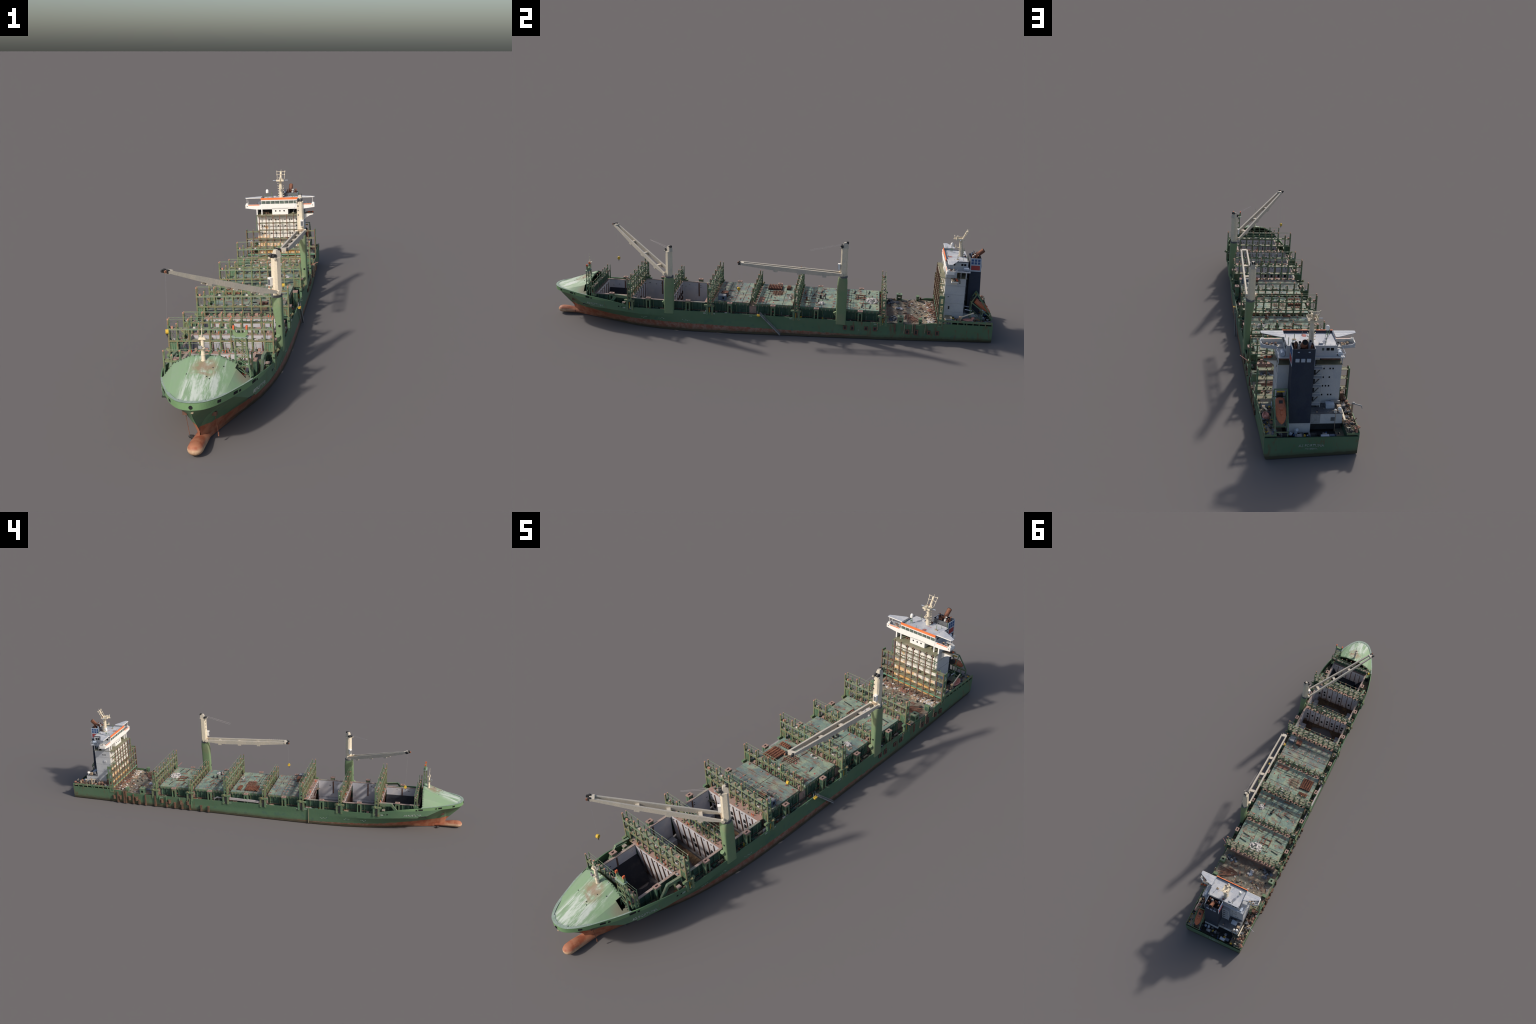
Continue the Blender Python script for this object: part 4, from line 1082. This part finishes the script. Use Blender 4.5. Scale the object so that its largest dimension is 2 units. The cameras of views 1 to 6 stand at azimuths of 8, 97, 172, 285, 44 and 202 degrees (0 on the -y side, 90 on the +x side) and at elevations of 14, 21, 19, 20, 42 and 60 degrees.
    for i in range(9):
        x = -.0825 + i * .165 / 8; wh.prism([(.7872, .3395), (.792, .3395), (.792, .3535), (.7858, .3535)], 'x', x - .0008, x + .0008, 'white')
    wh.prism([(.7857, .3530), (.792, .3530), (.792, .358), (.785, .358)], 'x', -.0835, .0835, 'white')
    wh.prism([(.7848, .3580), (.7872, .3580), (.7872, .3670), (.7836, .3670)], 'x', -.0838, .0838, 'orange')
    wh.prism([(.7873, .3580), (.7885, .3575), (.7881, .3668), (.7873, .3668)], 'x', -.0835, .0835, 'navy')
    for sg in (1, -1):
        for y in (.806, .822, .856, .868): wh.box((sg * .0827, y, .346), (.001, .009, .009), 'black')
        wh.span(min(sg * .0815, sg * .0835), max(sg * .0815, sg * .0835), .788, .882, .3575, .3605, 'navy')
        wh.prism([(.7875, .3665), (.7875, .3575), (.845, .3575), (.845, .3605)], 'x', sg * .0825 - .001, sg * .0825 + .001, 'panel')
    for x in (-.036, -.052, -.066, .03): wh.box((x, .8813, .346), (.010 if x < -.04 else .007, .001, .009), 'black' if x < -.04 else 'glass')
    wh.span(-.0815, .0815, .789, .8805, .3570, .3582, 'roof')
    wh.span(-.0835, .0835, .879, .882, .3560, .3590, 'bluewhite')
    wh.chunk((.015, .808, .3585), .009, 'redspot', rnd, .10, 12); wh.box((.016, .842, .3586), (.018, .0015, .0008), 'redspot')
    put('wheelhouse', wh, house)
    cn = MB()                             # wing canopies: ribbed sheets
    for sg in (1, -1):
        n = 6
        for i in range(n):
            ya, yb = .7915 + .046 * i / n, .7915 + .046 * (i + 1) / n
            def xo(y): return min(.156, .156 - max(0, (y - .807)) * 2.0)
            P = [(sg * .0838, ya), (sg * xo(ya), ya), (sg * xo(yb), yb), (sg * .0838, yb)]
            cn.prism(P, 'z', .3660, .3675 + .0003 * (i % 2), 'roof')
        cn.beam((sg * .084, .792, .3665), (sg * .152, .792, .3665), .0015, .003, 'white')
        for x, y in ((.148, .794), (.146, .812)): cn.beam((sg * x, y, .336), (sg * x, y, .366), .001, .001, 'white')
    put('wing_canopy', cn, house)

    bal = MB()                            # curved balcony on the port side
    prof = [(.104, .262), (.108, .264), (.116, .272), (.130, .2805), (.146, .2845), (.146, .2895), (.104, .2895)]
    bal.prism(prof, 'y', .812, .838, 'white'); bal.span(.104, .147, .811, .848, .2890, .2905, 'walk')
    for i in range(5): bal.chunk((.118 + i * .006, .828 + rnd.uniform(-.006, .006), .294), .0045, rnd.choice(['junkr', 'cone', 'dark']), rnd, .8)
    put('balcony', bal, house)

    st = MB()                             # outside stairs on the aft wall
    for i, z in enumerate((.284, .2515, .219, .1865, .154)):
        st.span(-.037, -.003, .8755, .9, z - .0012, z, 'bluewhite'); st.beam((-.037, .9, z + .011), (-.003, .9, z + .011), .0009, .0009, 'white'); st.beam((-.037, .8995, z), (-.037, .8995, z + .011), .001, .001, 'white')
        st.beam((-.034, .893, z), (-.008, .893, z - .031), .006, .0016, 'grey'); st.box((-.015, .8762, z + .011), (.009, .001, .02), 'dark')
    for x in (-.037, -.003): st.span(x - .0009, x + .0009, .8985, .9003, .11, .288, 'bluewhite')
    put('stairway', st, house)

    lo = MB()                             # low house aft with machinery on its roof
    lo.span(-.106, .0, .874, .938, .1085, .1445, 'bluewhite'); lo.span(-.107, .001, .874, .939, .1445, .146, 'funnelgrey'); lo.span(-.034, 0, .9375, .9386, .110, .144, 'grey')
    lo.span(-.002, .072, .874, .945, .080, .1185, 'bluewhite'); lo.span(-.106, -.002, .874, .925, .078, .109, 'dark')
    lo.box((-.075, .9385, .125), (.013, .001, .013), 'funnelgrey')
    lo.box((-.070, .900, .154), (.028, .020, .015), 'panel'); lo.box((-.098, .912, .153), (.014, .012, .012), 'junkt'); lo.box((-.088, .883, .151), (.030, .010, .009), 'junkg'); lo.box((-.09, .89, .160), (.03, .004, .008), 'grey')
    lo.ball((-.097, .930, .157), .0068, 'white', 12, 8); lo.tube([(-.097, .93, .145), (-.097, .93, .153)], .003, 'white', 8); lo.ball((-.083, .932, .152), .0055, 'white'); lo.tube([(-.083, .932, .145), (-.083, .932, .15)], .005, 'white', 10)
    lo.tube([(-.082, .944, .083), (-.082, .944, .160)], .0009, 'junkt', 6); lo.beam((-.094, .940, .157), (-.07, .940, .157), .001, .001, 'junkt')
    for i in range(12): lo.chunk((rnd.uniform(-.1, -.02), rnd.uniform(.88, .935), .1475), rnd.uniform(.002, .005), rnd.choice(['red', 'junkg', 'dark', 'junkt']), rnd, .5)
    put('low_house', lo, house)
    return house
house = build_house()

def build_rack():
    mb = MB(); y0, y1 = .7655, .7875
    inner = [-.0920, -.0610, -.0300, .0010, .0320, .0630, .0935]; outer = [-.1525, -.1225, .1240, .1540]
    for x in inner:
        mb.span(x - .0015, x + .0015, y0 - .0015, y0 + .0015, .082, .294, 'rustpost')
        for z in (.224, .256, .290):
            for s in (1, -1): mb.prism([(x, z), (x + s * .009, z), (x + s * .003, z - .003), (x, z - .010)], 'y', y0 - .0008, y0 + .0008, 'olive')
            mb.prism([(y0, z), (y1, z), (y1, z - .002), (y0 + .004, z - .003), (y0, z - .010)], 'x', x - .0008, x + .0008, 'olive')
        for z in (.114, .147, .186):
            mb.prism([(y0, z), (y1, z), (y1, z - .020), (y0 + .013, z - .006), (y0, z - .003)], 'x', x - .0009, x + .0009, 'olive')
    for x in outer:
        mb.span(x - .0015, x + .0015, y0 - .0015, y0 + .0015, .082, .226, 'rustpost')
        mb.span(x - .001, x + .001, y1 - .002, y1, .082, .226, 'green')
    for z, k, key in ((.114, 'full', 'teal'), (.147, 'full', 'olive'), (.186, 'full', 'olive')):
        mb.span(-.154, .1555, y0, y1, z - .0012, z, 'olive'); mb.span(-.154, .1555, y0 - .0012, y0 + .0006, z - .0035, z + .001, key)
    for z in (.224, .256): mb.span(-.0935, .095, y0 - .0005, y0 + .005, z - .0018, z, 'olive'); mb.span(-.0935, .095, y1 - .004, y1, z - .001, z, 'olive'); mb.beam((-.0935, y0, z - .009), (.095, y0, z - .009), .0008, .0008, 'olive')
    mb.span(-.1045, .1045, y0, y1 + .002, .2885, .2905, 'olive')
    mb.prism([(-.05, .291), (.05, .291), (.035, .2945), (-.035, .2945)], 'y', y0 - .001, y0 + .003, 'walk')
    for a, b in ((-.154, -.092), (.0935, .1555)):
        mb.span(a, b, y0, y1 - .004, .217, .2185, 'olive'); mb.span(a, b, y0 - .001, y0 + .0006, .216, .2195, 'post')
    for x in (-.1045, .1045): # side ends of the tower
        mb.span(x - .001, x + .001, y0, y0 + .002, .226, .29, 'green')
        for z in (.224, .256): mb.span(x - .0012, x + .0012, y0, y1, z - .001, z + .001, 'green')
    for x in (-.1545, .156):
        mb.frame_plate('x', x - .0011, x + .0011, y0, y1, .083, .225, [(.088, .108), (.118, .142), (.151, .181), (.190, .212)], 'green')
    r = random.Random(2)
    for i in range(50):
        z = r.choice((.114, .147, .186)); mb.box((r.uniform(-.148, .148), r.uniform(y0 + .003, y1 - .003), z + .002), (r.uniform(.002, .009), .003, r.uniform(.002, .006)), r.choice(['rust', 'dark', 'olive', 'green', 'grey']))
    return put('container_rack', mb)
build_rack()

def build_funnel():
    mb = MB()
    X0, X1 = -.0005, .0705; zb, zt = .116, .3745; yf, ya = (.893, .890), (.946, .936)
    ring = lambda z: [(X0, yf[0] + (yf[1] - yf[0]) * (z - zb) / (zt - zb), z), (X1, yf[0] + (yf[1] - yf[0]) * (z - zb) / (zt - zb), z), (X1, ya[0] + (ya[1] - ya[0]) * (z - zb) / (zt - zb), z), (X0, ya[0] + (ya[1] - ya[0]) * (z - zb) / (zt - zb), z)]
    outer = [ring(z) for z in (zb, .315, zt)]
    mb.loft(outer, 'navy', caps=False)
    r = ring(zt); inn = [(x + (.0015 if x < .03 else -.0015), y + (.0015 if y < .91 else -.0015), zt) for x, y, z in r]; low = [(x, y, zt - .022) for x, y, z in inn]
    mb.loft([r, inn, low], 'navy', caps=False); mb.add(low, [(0, 1, 2, 3)], 'black')
    mb.span(X0 + .001, X1 - .001, .8885, .8905, .345, .374, 'funnelgrey')
    for sg, x in ((1, X1), (-1, X0)):
        a, b = (x + .0003, x + .0012) if sg > 0 else (x - .0012, x - .0003)
        yy = lambda z, t: (yf[0] + (yf[1] - yf[0]) * (z - zb) / (zt - zb)) * (1 - t) + (ya[0] + (ya[1] - ya[0]) * (z - zb) / (zt - zb)) * t
        mb.prism([(yy(.315, 0), .315), (yy(.315, 1), .315), (yy(zt, 1), zt), (yy(zt, 0), zt)], 'x', a, b, 'panel')
        c, d = (b - .0001, b + .0008) if sg > 0 else (a - .0008, a + .0001)
        for i in range(3):
            for j in range(2):
                t0 = .10 + i * .29; z0 = .3480 + j * .0125
                mb.prism([(yy(z0, t0), z0), (yy(z0, t0 + .2), z0), (yy(z0, t0 + .2), z0 + .0095), (yy(z0, t0), z0 + .0095)], 'x', c, d, 'blue')
        mb.prism([(yy(.322, .1), .322), (yy(.322, .88), .322), (yy(.342, .88), .342), (yy(.342, .1), .342)], 'x', c, d, 'red')
    for i in range(3):                    # louvre lights on the aft face
        x = .0545 - i * .018; mb.box((x, .9388, .3365), (.0125, .003, .011), 'panel')
    for x in (.018, .052): mb.box((x, .9372, .364), (.006, .002, .003), 'panel')
    f = put('funnel', mb)
    ex = MB()
    ex.tube([(.036, .914, .352), (.036, .916, .375), (.036, .946, .403)], [.0088, .0092, .0095], 'rust', 14); ex.tube([(.036, .946, .4025), (.036, .9475, .4035)], .0082, 'black', 14)
    for x, y, r, h, k in ((.012, .900, .0045, .388, 'panel'), (.023, .903, .0040, .384, 'rust'), (.046, .903, .0048, .386, 'white'), (.058, .900, .0042, .384, 'rust'), (.061, .915, .0035, .386, 'rust'), (.008, .915, .0035, .384, 'rust'), (.03, .902, .0035, .384, 'rust')):
        ex.tube([(x, y, .352), (x, y + .001, h - .008), (x, y + .008, h)], r, k, 10); ex.tube([(x, y + .0078, h - .0003), (x, y + .0085, h + .0006)], r * .8, 'black', 10)
    put('exhaust_pipe', ex, f, smooth=50)
build_funnel()

def build_mast():
    mb = MB()
    mb.tube([(0, .855, .357), (0, .853, .395), (0, .850, .434)], [.0092, .0078, .0070], 'cream', 14)
    for z in (.366, .377, .388, .399, .410, .421):
        mb.beam((-.013, .853, z), (.013, .853, z), .0028, .0012, 'cream'); mb.box((-.0125, .853, z + .0015), (.002, .003, .004), 'cream'); mb.box((.0125, .853, z + .0015), (.002, .003, .004), 'cream')
    mb.beam((0, .850, .398), (0, .828, .3985), .007, .0015, 'cream'); mb.tube([(0, .829, .398), (0, .829, .410)], .0014, 'cream', 6); mb.box((0, .831, .402), (.012, .002, .003), 'cream')
    mb.beam((0, .843, .388), (0, .850, .398), .003, .003, 'cream')
    mb.box((0, .846, .435), (.034, .034, .0018), 'cream')
    mb.span(-.017, .017, .8285, .8295, .436, .442, 'cream'); mb.span(-.017, -.016, .829, .863, .436, .442, 'cream'); mb.span(.016, .017, .829, .863, .436, .442, 'cream')
    mb.beam((0, .846, .436), (0, .818, .436), .008, .0015, 'cream'); mb.tube([(0, .822, .436), (0, .822, .450)], .002, 'cream', 8); mb.box((0, .822, .4515), (.010, .003, .002), 'cream'); mb.box((0, .835, .444), (.007, .007, .012), 'cream')
    for s in (1, -1): mb.beam((s * .017, .846, .437), (s * .034, .846, .437), .0012, .0012, 'panel'); mb.beam((s * .022, .846, .4375), (s * .034, .846, .4375), .002, .0018, 'panel')
    # raked lattice crosstree
    P = lambda x, t: (x, .856 + .020 * t, .437 + .038 * t)
    mb.tube([P(0, -.05), P(0, .35), P(0, .85)], [.0036, .0028, .0026], 'cream', 8)
    for x in (-.0085, .0085): mb.beam(P(x * .5, 0), P(x * .4, .62), .0010, .0010, 'cream')
    for s in (1, -1):
        mb.beam(P(s * .0155, 0), P(s * .0185, 1), .0012, .0012, 'cream'); mb.box(P(s * .0185, .98), (.0028, .0028, .006), 'cream'); mb.box(P(s * .0175, .62), (.0026, .0026, .005), 'cream')
        for t in (0, .62, .97): mb.beam(P(0, t), P(s * .0155 + s * .003 * t, t), .0013, .0013, 'cream')
    mb.box(P(0, .80), (.008, .005, .009), 'cream'); mb.box(P(0, .55), (.006, .004, .006), 'junkt'); mb.ball(P(0, .9), .0034, 'cream')
    mb.tube([P(0, .9), P(.001, 1.2)], [.0009, .0004], 'cream', 6); mb.box(P(-.006, .1), (.004, .004, .006), 'rust'); mb.box(P(.006, .1), (.004, .004, .005), 'cream')
    mb.tube([(.006, .866, .357), (.003, .860, .40)], .0018, 'cream', 6); mb.tube([(-.006, .866, .357), (-.003, .860, .40)], .0018, 'cream', 6); mb.box((.004, .874, .3605), (.01, .006, .006), 'rust')
    put('radar_mast', mb, house, smooth=40)
    rd = MB()
    for a in range(3): rd.beam((-.058 + .0045 * cos(a * 2.1), .820 + .0045 * sin(a * 2.1), .358), (-.058 + .003 * cos(a * 2.1), .820 + .003 * sin(a * 2.1), .385), .0009, .0009, 'green')
    rd.box((-.058, .820, .369), (.007, .007, .0008), 'green')
    n = 14; rings = []
    for z, r in ((.3845, .0055), (.385, .0064), (.392, .0066), (.396, .0062), (.399, .0046), (.4012, .0018)): rings.append([(-.058 + r * cos(2 * pi * j / n), .820 + r * sin(2 * pi * j / n), z) for j in range(n)])
    rd.loft(rings, 'white'); put('radome', rd, house, smooth=50)
    an = MB()
    for x, y, h, k in ((.052, .838, .022, 'green'), (.06, .862, .012, 'green'), (.076, .876, .028, 'green'), (-.07, .80, .020, 'green'), (-.045, .872, .024, 'green'), (.02, .80, .010, 'grey'), (.03, .878, .010, 'grey'), (-.078, .875, .010, 'grey'), (.078, .82, .010, 'grey'), (-.02, .80, .012, 'green')):
        an.tube([(x, y, .357), (x, y, .358 + h)], .0008 if h < .02 else .0011, k, 6)
    an.box((.052, .838, .3592), (.012, .008, .002), 'junkt'); an.box((-.03, .868, .3605), (.012, .010, .006), 'roof')
    for i in range(9): an.beam((-.08 + i * .02, .8795, .357), (-.08 + i * .02, .8795, .364), .0006, .0006, 'grey')
    put('roof_aerial', an, house, stuff=True)
build_mast()

# ------------------------------------------------------------------ stern: poop edges, lifeboat, rescue boat, winches, wreckage
def build_stern():
    mb = MB()
    for sg in (1, -1):
        b = lambda y: rim_b(y) - .001
        ya, yb = .775, .998
        mb.span(min(sg * .112, sg * .150), max(sg * .112, sg * .150), ya + .005, yb - .004, .1035, .1065, 'walk' if sg > 0 else 'deck')
        n = 8
        ysx = [ya + (yb - ya) * i / n for i in range(n + 1)]
        vs = []
        mb.beam((sg * b(ya), ya, .1095), (sg * b(yb), yb, .1110), .003, .0085, 'hull' if False else 'green')
        for y in (.777, .80, .826, .852, .878, .890, .916, .942, .968, .996): mb.span(sg * b(y) - .0015, sg * b(y) + .0015, y - .0018, y + .0018, .096, .108, 'green')
        mb.span(min(sg * .112, sg * .114), max(sg * .112, sg * .114), .80, .996, .072, .105, 'side')
        mb.span(min(sg * .112, sg * .151), max(sg * .112, sg * .151), .994, .9965, .101, .1085, 'green')
        for i in range(7): mb.beam((sg * .148, .80 + i * .03, .106), (sg * .148, .80 + i * .03, .118), .0007, .0007, 'rail')
    mb.span(-.112, .112, .90, .9955, .068, .072, 'dark')
    mb.beam((.161, .527, .118), (.188, .511, .132), .0016, .0016, 'pink'); mb.beam((.152, .530, .112), (.162, .526, .119), .0025, .0025, 'rust')
    put('poop_deck', mb)
    # free-fall lifeboat on its ramp
    lb = MB(); a, b = Vector((.098, .921, .192)), Vector((.098, .990, .141)); d = (b - a).normalized(); lat = Vector((1, 0, 0)); up = lat.cross(d)
    if up.z < 0: up = -up
    rings = []
    for t, w, hh, ht in ((0, .0125, .006, .010), (.04, .0150, .008, .0125), (.3, .0165, .010, .0130), (.65, .0165, .010, .0105), (.82, .0135, .008, .0080), (.94, .0075, .005, .0045), (1.0, .0012, .001, .001)):
        p = a.lerp(b, t); rings.append([p + lat * w * cx + up * (ht * cz if cz > 0 else hh * cz) for cx, cz in ((1, 0), (.92, .55), (.6, .95), (0, 1.05), (-.6, .95), (-.92, .55), (-1, 0), (-.75, -.75), (0, -1.1), (.75, -.75))])
    lb.loft(rings, 'boat')
    for t, w in ((.2, .010), (.45, .008)): lb.box(a.lerp(b, t) + up * .0138, (.012, .010, .003), 'dark' if t < .3 else 'boat', Matrix((lat, d, up)).transposed())
    lb.box(a.lerp(b, .62) + up * .0125, (.007, .012, .004), 'boat', Matrix((lat, d, up)).transposed())
    put('lifeboat', lb, smooth=35)
    rp = MB()
    for x in (.077, .118):
        rp.beam((x, .926, .229), (x, .996, .126), .0028, .0042, 'green'); rp.beam((x, .905, .190), (x, .999, .120), .0028, .0042, 'green'); rp.beam((x, .926, .229), (x, .905, .190), .0025, .004, 'green')
        rp.beam((x, .905, .106), (x, .905, .190), .0028, .0028, 'green'); rp.beam((x, .955, .106), (x, .955, .153), .0028, .0028, 'green'); rp.beam((x, .905, .152), (x, .955, .106), .002, .002, 'green'); rp.beam((x, .993, .10), (x, .996, .124), .003, .003, 'green'); rp.beam((x, .88, .156), (x, .91, .152), .002, .003, 'panel')
    for y, z in ((.926, .229), (.905, .190), (.999, .118), (.905, .155), (.955, .110)): rp.beam((.077, y, z), (.118, y, z), .0028, .0028, 'green')
    rp.beam((.085, .924, .219), (.110, .924, .219), .003, .004, 'yellow'); rp.box((.098, .93, .106), (.036, .04, .002), 'walk'); rp.tube([(.098, .905, .20), (.098, .916, .196)], .011, 'dark', 10); rp.box((.097, .965, .158), (.005, .005, .026), 'bluebox'); rp.box((.097, .965, .173), (.006, .006, .004), 'cone')
    put('lifeboat_ramp', rp)
    rb = MB()                             # inflatable rescue boat: a tube ring with an upturned bow
    ring = [(.136 + .0085 * cos(q), .898 + .021 * sin(q), .115 + (.010 if sin(q) > .6 else 0)) for q in [2 * pi * i / 20 for i in range(21)]]
    rb.tube(ring, .0036, 'pink', 8); rb.box((.136, .896, .1145), (.012, .032, .003), 'pink'); rb.box((.136, .912, .120), (.013, .006, .010), 'pink')
    put('rescue_boat', rb, smooth=50)
    pc = MB()
    pc.tube([(.140, .862, .106), (.140, .862, .124)], .0045, 'junkt', 8); pc.box((.140, .862, .126), (.010, .012, .008), 'junkt'); pc.beam((.140, .866, .128), (.137, .918, .150), .0035, .0035, 'cream'); pc.beam((.140, .856, .124), (.140, .852, .112), .004, .004, 'junkt')
    pc.tube([(-.148, .890, .107), (-.148, .890, .150)], .0035, 'junkt', 8); pc.beam((-.146, .888, .152), (-.176, .899, .149), .0028, .0032, 'grey'); pc.beam((-.176, .899, .150), (-.179, .901, .140), .002, .002, 'grey'); pc.box((-.152, .890, .154), (.006, .006, .005), 'grey')
    put('stores_crane', pc)
    ms = MB(); r = random.Random(21)      # mooring winches, bollards and boxes in the stern well
    for x, y in ((.035, .972), (-.01, .965), (-.07, .975), (.08, .962)):
        ms.tube([(x - .009, y, .083), (x + .009, y, .083)], .0085, r.choice(['grey', 'dark', 'bluebox']), 12); ms.box((x + .012, y, .081), (.005, .014, .016), 'grey'); ms.tube([(x - .0095, y, .083), (x - .008, y, .083)], .0105, 'dark', 12)
    ms.box((-.045, .984, .083), (.026, .014, .020), 'panel'); ms.tube([(.045, .955, .072), (.045, .955, .098), (.042, .962, .102)], .005, 'panel', 10)
    for i in range(46): ms.chunk((r.uniform(-.105, .105), r.uniform(.95, .99), .075 + r.uniform(0, .010)), r.uniform(.003, .0075), r.choice(['junkg', 'dark', 'bluebox', 'panel', 'junkw', 'dark', 'yellow', 'blue']), r, .8)
    put('mooring_gear', ms, stuff=True)
    jk = MB()                             # wreckage piled along the starboard poop and by the tower
    for i in range(190):
        y = r.uniform(.785, .987); x = -r.uniform(.112, .149); hz = r.random() ** 2 * .016
        if r.random() < .6: jk.chunk((x, y, .109 + hz), r.uniform(.003, .0085), r.choice(['junkt', 'junkr', 'dark', 'junkg', 'junkt', 'junkr']), r, .7)
        else: q = Vector((x, y, .110 + hz)); jk.beam(q, q + Vector((r.uniform(-.010, .012), min(.996 - y, r.uniform(-.02, .02)), r.uniform(-.004, .012))), .0016, .0016, r.choice(['junkt', 'rust', 'dark', 'cream']))
    jk.box((-.144, .978, .112), (.007, .012, .009), 'redspot'); jk.box((-.144, .992, .112), (.006, .006, .009), 'tip'); jk.beam((-.114, .885, .128), (-.114, .945, .124), .006, .004, 'cream'); jk.box((-.122, .868, .122), (.012, .014, .026), 'junkg'); jk.box((-.128, .80, .125), (.018, .014, .034), 'rustpost'); jk.box((-.116, .81, .135), (.010, .012, .055), 'green')
    for i in range(60):
        y = r.uniform(.83, .992); x = r.uniform(.114, .149)
        jk.chunk((x, y, .108 + r.random() ** 2 * .006), r.uniform(.003, .006), r.choice(['junkr', 'dark', 'junkg', 'dark', 'yellow', 'bluebox']), r, .7)
    put('wreckage', jk, stuff=True)
    wd = MB()                             # wreckage on the open deck before the tower
    for i in range(190):
        u = r.random()
        y = .765 - .2 * r.random() ** 2.2; x = r.uniform(-.142, .142)
        k = r.choice(['junkr', 'junkt', 'junkw', 'junkg', 'dark', 'junkr', 'junkt'])
        if r.random() < .5: wd.chunk((x, y, .0850 + r.random() ** 2 * .006), r.uniform(.002, .0065), k, r, .55)
        elif r.random() < .6: wd.box((x, y, .0865), (r.uniform(.004, .018), r.uniform(.004, .014), r.uniform(.001, .004)), k, Matrix.Rotation(r.uniform(0, 3), 3, 'Z') @ Matrix.Rotation(r.uniform(-.3, .3), 3, 'X'))
        else:
            q = Vector((x, y, .087)); wd.beam(q, (max(-.15, min(.15, x + r.uniform(-.03, .03))), y + r.uniform(-.02, .008), .087 + r.uniform(0, .006)), .0014, .0014, r.choice(['rust', 'junkr', 'dark']))
    put('deck_debris', wd, stuff=True)
    rd = MB()                             # rods splayed from a sunken pit
    for i in range(34):
        a = r.uniform(-.35, .75); L = r.uniform(.05, .118); c = Vector((.030, .640, .0855))
        rd.beam(c + Vector((cos(a), sin(a), 0)) * r.uniform(.006, .03), c + Vector((cos(a) * L, sin(a) * L * .75, .002)), .0018, .0018, r.choice(['rust', 'junkr', 'rustpost']))
    put('rebar_bundle', rd, stuff=True)
    for cx, cy, rx, ry, n, ks in ((.105, .742, .034, .016, 60, ['junkw', 'junkw', 'junkt']), (.05, .74, .03, .012, 30, ['junkw', 'junkt', 'junkr']), (-.085, .738, .03, .016, 40, ['junkt', 'junkw', 'junkr']), (-.02, .745, .02, .01, 20, ['redspot', 'junkr', 'junkt']), (-.095, .60, .012, .012, 14, ['junkg', 'bluebox']), (-.018, .606, .012, .014, 14, ['junkw', 'panel', 'junkg']), (.10, .575, .03, .014, 24, ['junkg', 'dark', 'bluebox']), (-.10, .565, .03, .012, 24, ['dark', 'junkg', 'bluebox'])):
        heap('debris_heap', None, cx, cy, .086, rx, ry, n, ks, .0058, int(abs(cx) * 1000), .008)
build_stern()
